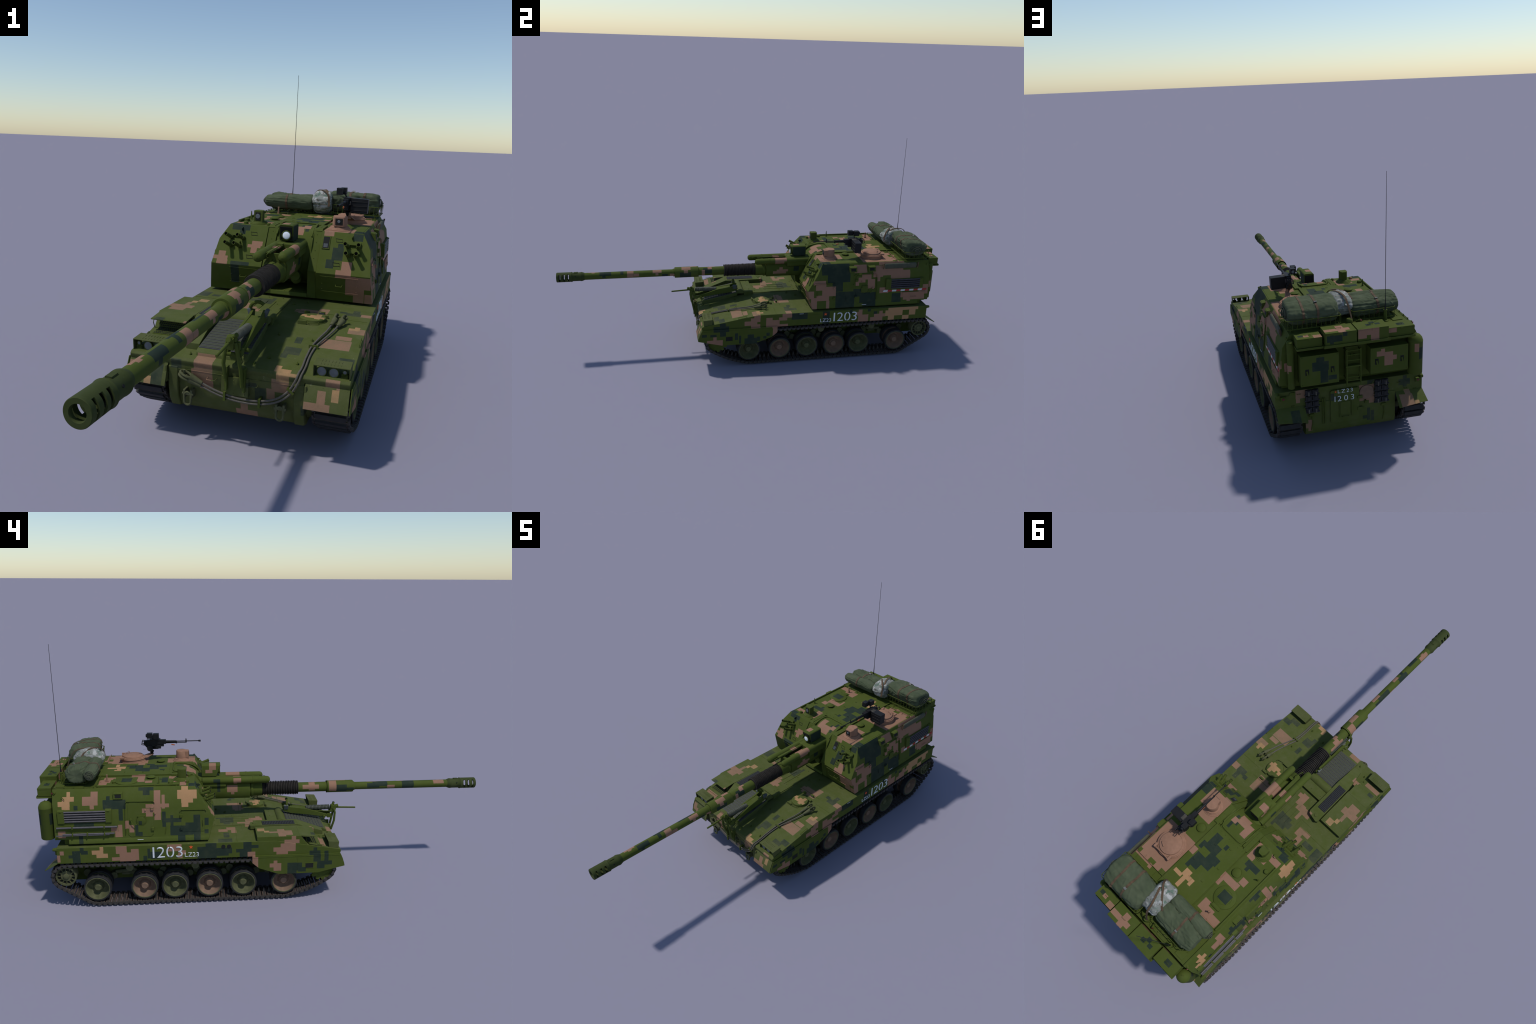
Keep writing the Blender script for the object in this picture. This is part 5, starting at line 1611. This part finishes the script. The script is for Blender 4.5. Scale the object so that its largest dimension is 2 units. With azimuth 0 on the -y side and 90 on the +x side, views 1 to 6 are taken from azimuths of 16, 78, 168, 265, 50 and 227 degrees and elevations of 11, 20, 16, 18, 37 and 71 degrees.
b.tube([(-0.012, -0.182, 0.296), (-0.014, -0.300, 0.292)], 0.0024, 6)
b.mat(1)
turns, per = 17, 14
b.cyl((0.002, -0.184, 0.3055), (-0.002, -0.298, 0.3085), 0.0090, n=14)
for k in range(turns):
    t = (k + 0.5) / turns
    b.torus((lerp(0.002, -0.002, t), lerp(-0.185, -0.297, t), lerp(0.3055, 0.3085, t)), 0.0098, 0.0030, (0, 1, -0.03), 14, 6)
b.mat(2)
for s in (-1, 1):
    b.obox((s * 0.024, -0.086, 0.322), (0.005, 0.010, 0.011), Matrix.Rotation(s * 0.35, 3, "Y"))
b.done("travel_lock", hull, ["paint", "spring", "mirror"], 0.0006)

# ------------------------------------------------------ stowage on the turret
class Bundle:
    """Rolled canvas lying along x: soft rounded sections with sag and folds."""

    def __init__(self, x0, x1, yc, zc, hy, hz, seed, power=2.6, tilt=0.0, wob=0.05, droop=0.0):
        self.__dict__.update(locals())

    def section(self, t, n=80, grow=0.0):
        x = lerp(self.x0, self.x1, t)
        e = min(t, 1 - t)
        end = min(1.0, 0.87 + 0.13 * min(1.0, e / 0.12) ** 0.6)
        pts = []
        for k in range(n):
            a = 2 * pi * k / n
            c, s = math.cos(a), math.sin(a)
            q = (abs(c) ** self.power + abs(s) ** self.power) ** (-1.0 / self.power)
            f = noise.noise(V((x * 13 + self.seed, c * 1.3, s * 1.3)))
            g = noise.noise(V((x * 30 + self.seed * 3 + c * 1.5, c * 3.0, s * 3.0)))
            # sharp creases: two families of ridged noise, one running along the roll
            r1 = 1.0 - abs(noise.noise(V((x * 9 + self.seed * 7, c * 3.4 + s, s * 3.4))))
            r2 = 1.0 - abs(noise.noise(V((x * 24 + c * 2.0 + self.seed, c * 1.7, s * 1.7 + 9.0))))
            w = end * (1 + self.wob * (1.4 * f + 0.45 * g - 1.7 * max(0.0, r1 - 0.80) / 0.20 * 0.55 + 0.9 * max(0.0, r2 - 0.82) / 0.18 * 0.5)) + grow
            h = self.hz * (1.0 + 0.06 * math.sin(t * 5.0 + self.seed)) * (1.0 - self.droop * max(0.0, t - 0.35) ** 1.3)
            pts.append(V((x + 0.004 * f, self.yc + c * q * self.hy * w * (0.86 + 0.14 * min(1.0, max(0.0, (s + 0.35) / 0.5))), self.zc + s * q * h * w + (self.tilt * c * q * self.hy if s > -0.3 else 0.0))))
        return pts

    def add(self, b, nx=110):
        R = [self.section(k / nx) for k in range(nx + 1)]
        # rounded, slightly tucked ends
        for side, t, d in ((0, 0.0, -1), (1, 1.0, 1)):
            base = R[0] if side == 0 else R[-1]
            c = sum(base, V((0, 0, 0))) / len(base)
            extra = []
            for f, dx in ((0.94, 0.0035), (0.80, 0.0055), (0.55, 0.0040), (0.30, 0.0050), (0.05, 0.0030)):
                extra.append([c + (p - c) * f + V((d * dx, 0, 0)) for p in base])
            R = (list(reversed(extra)) + R) if side == 0 else (R + extra)
        b.rings(R)

    def strap(self, b, t, w=0.0045, lift=0.0016):
        """Webbing band round the bundle at t."""
        dt = w / abs(self.x1 - self.x0)
        A, Bq = self.section(t - dt), self.section(t + dt)
        cA, cB = sum(A, V((0, 0, 0))) / len(A), sum(Bq, V((0, 0, 0))) / len(Bq)
        up = lambda p, c, k: p + (p - c).normalized() * k
        ring4 = [[up(p, cA, -0.001) for p in A], [up(p, cA, lift) for p in A], [up(p, cB, lift) for p in Bq], [up(p, cB, -0.001) for p in Bq]]
        n = len(A)
        vr = [[b.bm.verts.new(p) for p in r] for r in ring4]
        for i in range(4):
            r0, r1 = vr[i], vr[(i + 1) % 4]
            for k in range(n):
                b.face((r0[k], r0[(k + 1) % n], r1[(k + 1) % n], r1[k]))


right_roll = Bundle(0.044, 0.232, 0.843, 0.5730, 0.068, 0.0440, 2.3, 3.2, wob=0.085, tilt=-0.13, droop=0.22)
left_main = Bundle(-0.212, -0.030, 0.826, 0.5600, 0.046, 0.0345, 8.1, 3.0, wob=0.13, tilt=-0.12)
left_front = Bundle(-0.222, -0.034, 0.766, 0.5650, 0.029, 0.029, 4.4, 2.1, wob=0.07)
pale_bag = Bundle(-0.026, 0.044, 0.806, 0.5700, 0.068, 0.046, 5.5, 2.1, wob=0.09)

for k, (parts, mat, straps) in enumerate((((right_roll,), "tarp", (0.42, 0.72)), ((left_main, left_front), "tarp", (0.45,)), ((pale_bag,), "cloth", ()))):
    b = Build()
    for p in parts:
        p.add(b)
    roll = b.done("tarpaulin_roll" if mat == "tarp" else "cloth_bundle", turret, mat, angle=180)
    if straps:
        b = Build()
        for t in straps:
            for p in parts:
                p.strap(b, t)
        b.mat(1)
        p = parts[0]
        sec = p.section(straps[0])
        c = sec[15]
        b.obox(c + V((0, 0, 0.003)), (0.006, 0.006, 0.0018), Matrix.Rotation(0.8, 3, "X"))
        b.done("strap", roll, ["strap", "buckle"], angle=60)
b = Build()
for pts in ([(0.040, 0.760, 0.585), (0.030, 0.775, 0.6130), (0.018, 0.800, 0.6210), (0.004, 0.840, 0.6180), (0.0, 0.868, 0.606), (-0.006, 0.890, 0.570), (-0.012, 0.900, 0.535)],
            [(0.044, 0.735, 0.560), (0.042, 0.742, 0.590), (0.032, 0.755, 0.611), (0.012, 0.775, 0.620), (-0.010, 0.800, 0.6190), (-0.028, 0.820, 0.606), (-0.040, 0.83, 0.590)]):
    P = spline(pts, 6)
    for i in range(len(P) - 1):
        d = (P[i + 1] - P[i])
        sd = d.cross(V((0, 0, 1))).normalized() * 0.004 if d.length > 0 else V((0.004, 0, 0))
        nz = V((0, 0.0, 0.0016))
        b.rings([[P[i] - sd - nz, P[i] + sd - nz, P[i] + sd + nz, P[i] - sd + nz], [P[i + 1] - sd - nz, P[i + 1] + sd - nz, P[i + 1] + sd + nz, P[i + 1] - sd + nz]])
b.done("lashing_strap", turret, "strap")
b = Build()
def coil(p, side, turns, ry, rz, r):
    """Edge of the rolled sheet, wound over the domed end of a bundle."""
    pts = []
    x_end = p.x0 if side < 0 else p.x1
    for k in range(int(turns * 15)):
        f = 0.12 + 0.80 * k / (turns * 15)
        a = k * 0.42
        pts.append((x_end + side * (0.0215 * (1 - f) ** 0.75 + 0.0003), p.yc + ry * f * math.cos(a), p.zc + rz * f * math.sin(a)))
    b.tube(pts, r, 6)


coil(left_front, -1, 3.5, 0.023, 0.023, 0.0016)
coil(right_roll, 1, 3.0, 0.046, 0.028, 0.0022)
b.done("rolled_edge", turret, "tarp_grey")
# wire baskets
b = Build()


def basket(x0, x1, y0, y1, z0, z1, nx, ny):
    for z in (z0, z1):
        c = [(x0 + 0.008, y0, z), (x1 - 0.008, y0, z), (x1, y0 + 0.008, z), (x1, y1 - 0.008, z), (x1 - 0.008, y1, z), (x0 + 0.008, y1, z), (x0, y1 - 0.008, z), (x0, y0 + 0.008, z)]
        b.tube(c, 0.0015, 6, True)
    for k in range(nx + 1):
        x = lerp(x0 + 0.006, x1 - 0.006, k / nx)
        b.tube([(x, y0, z1), (x, y0, z0), (x, y1, z0), (x, y1, z1)], 0.0011, 5)
    for k in range(ny + 1):
        y = lerp(y0 + 0.006, y1 - 0.006, k / ny)
        b.tube([(x0, y, z1), (x0, y, z0), (x1, y, z0), (x1, y, z1)], 0.0011, 5)
    for x in (x0 + 0.02, x1 - 0.02):
        for y in (y0 + 0.02, y1 - 0.02):
            b.cyl((x, y, 0.512), (x, y, z0), 0.003, n=6)


basket(0.034, 0.2480, 0.773, 0.912, 0.5290, 0.5640, 11, 5)
basket(-0.196, -0.020, 0.782, 0.882, 0.5230, 0.5600, 8, 3)
b.done("wire_basket", turret, "paint", kind="stuff")
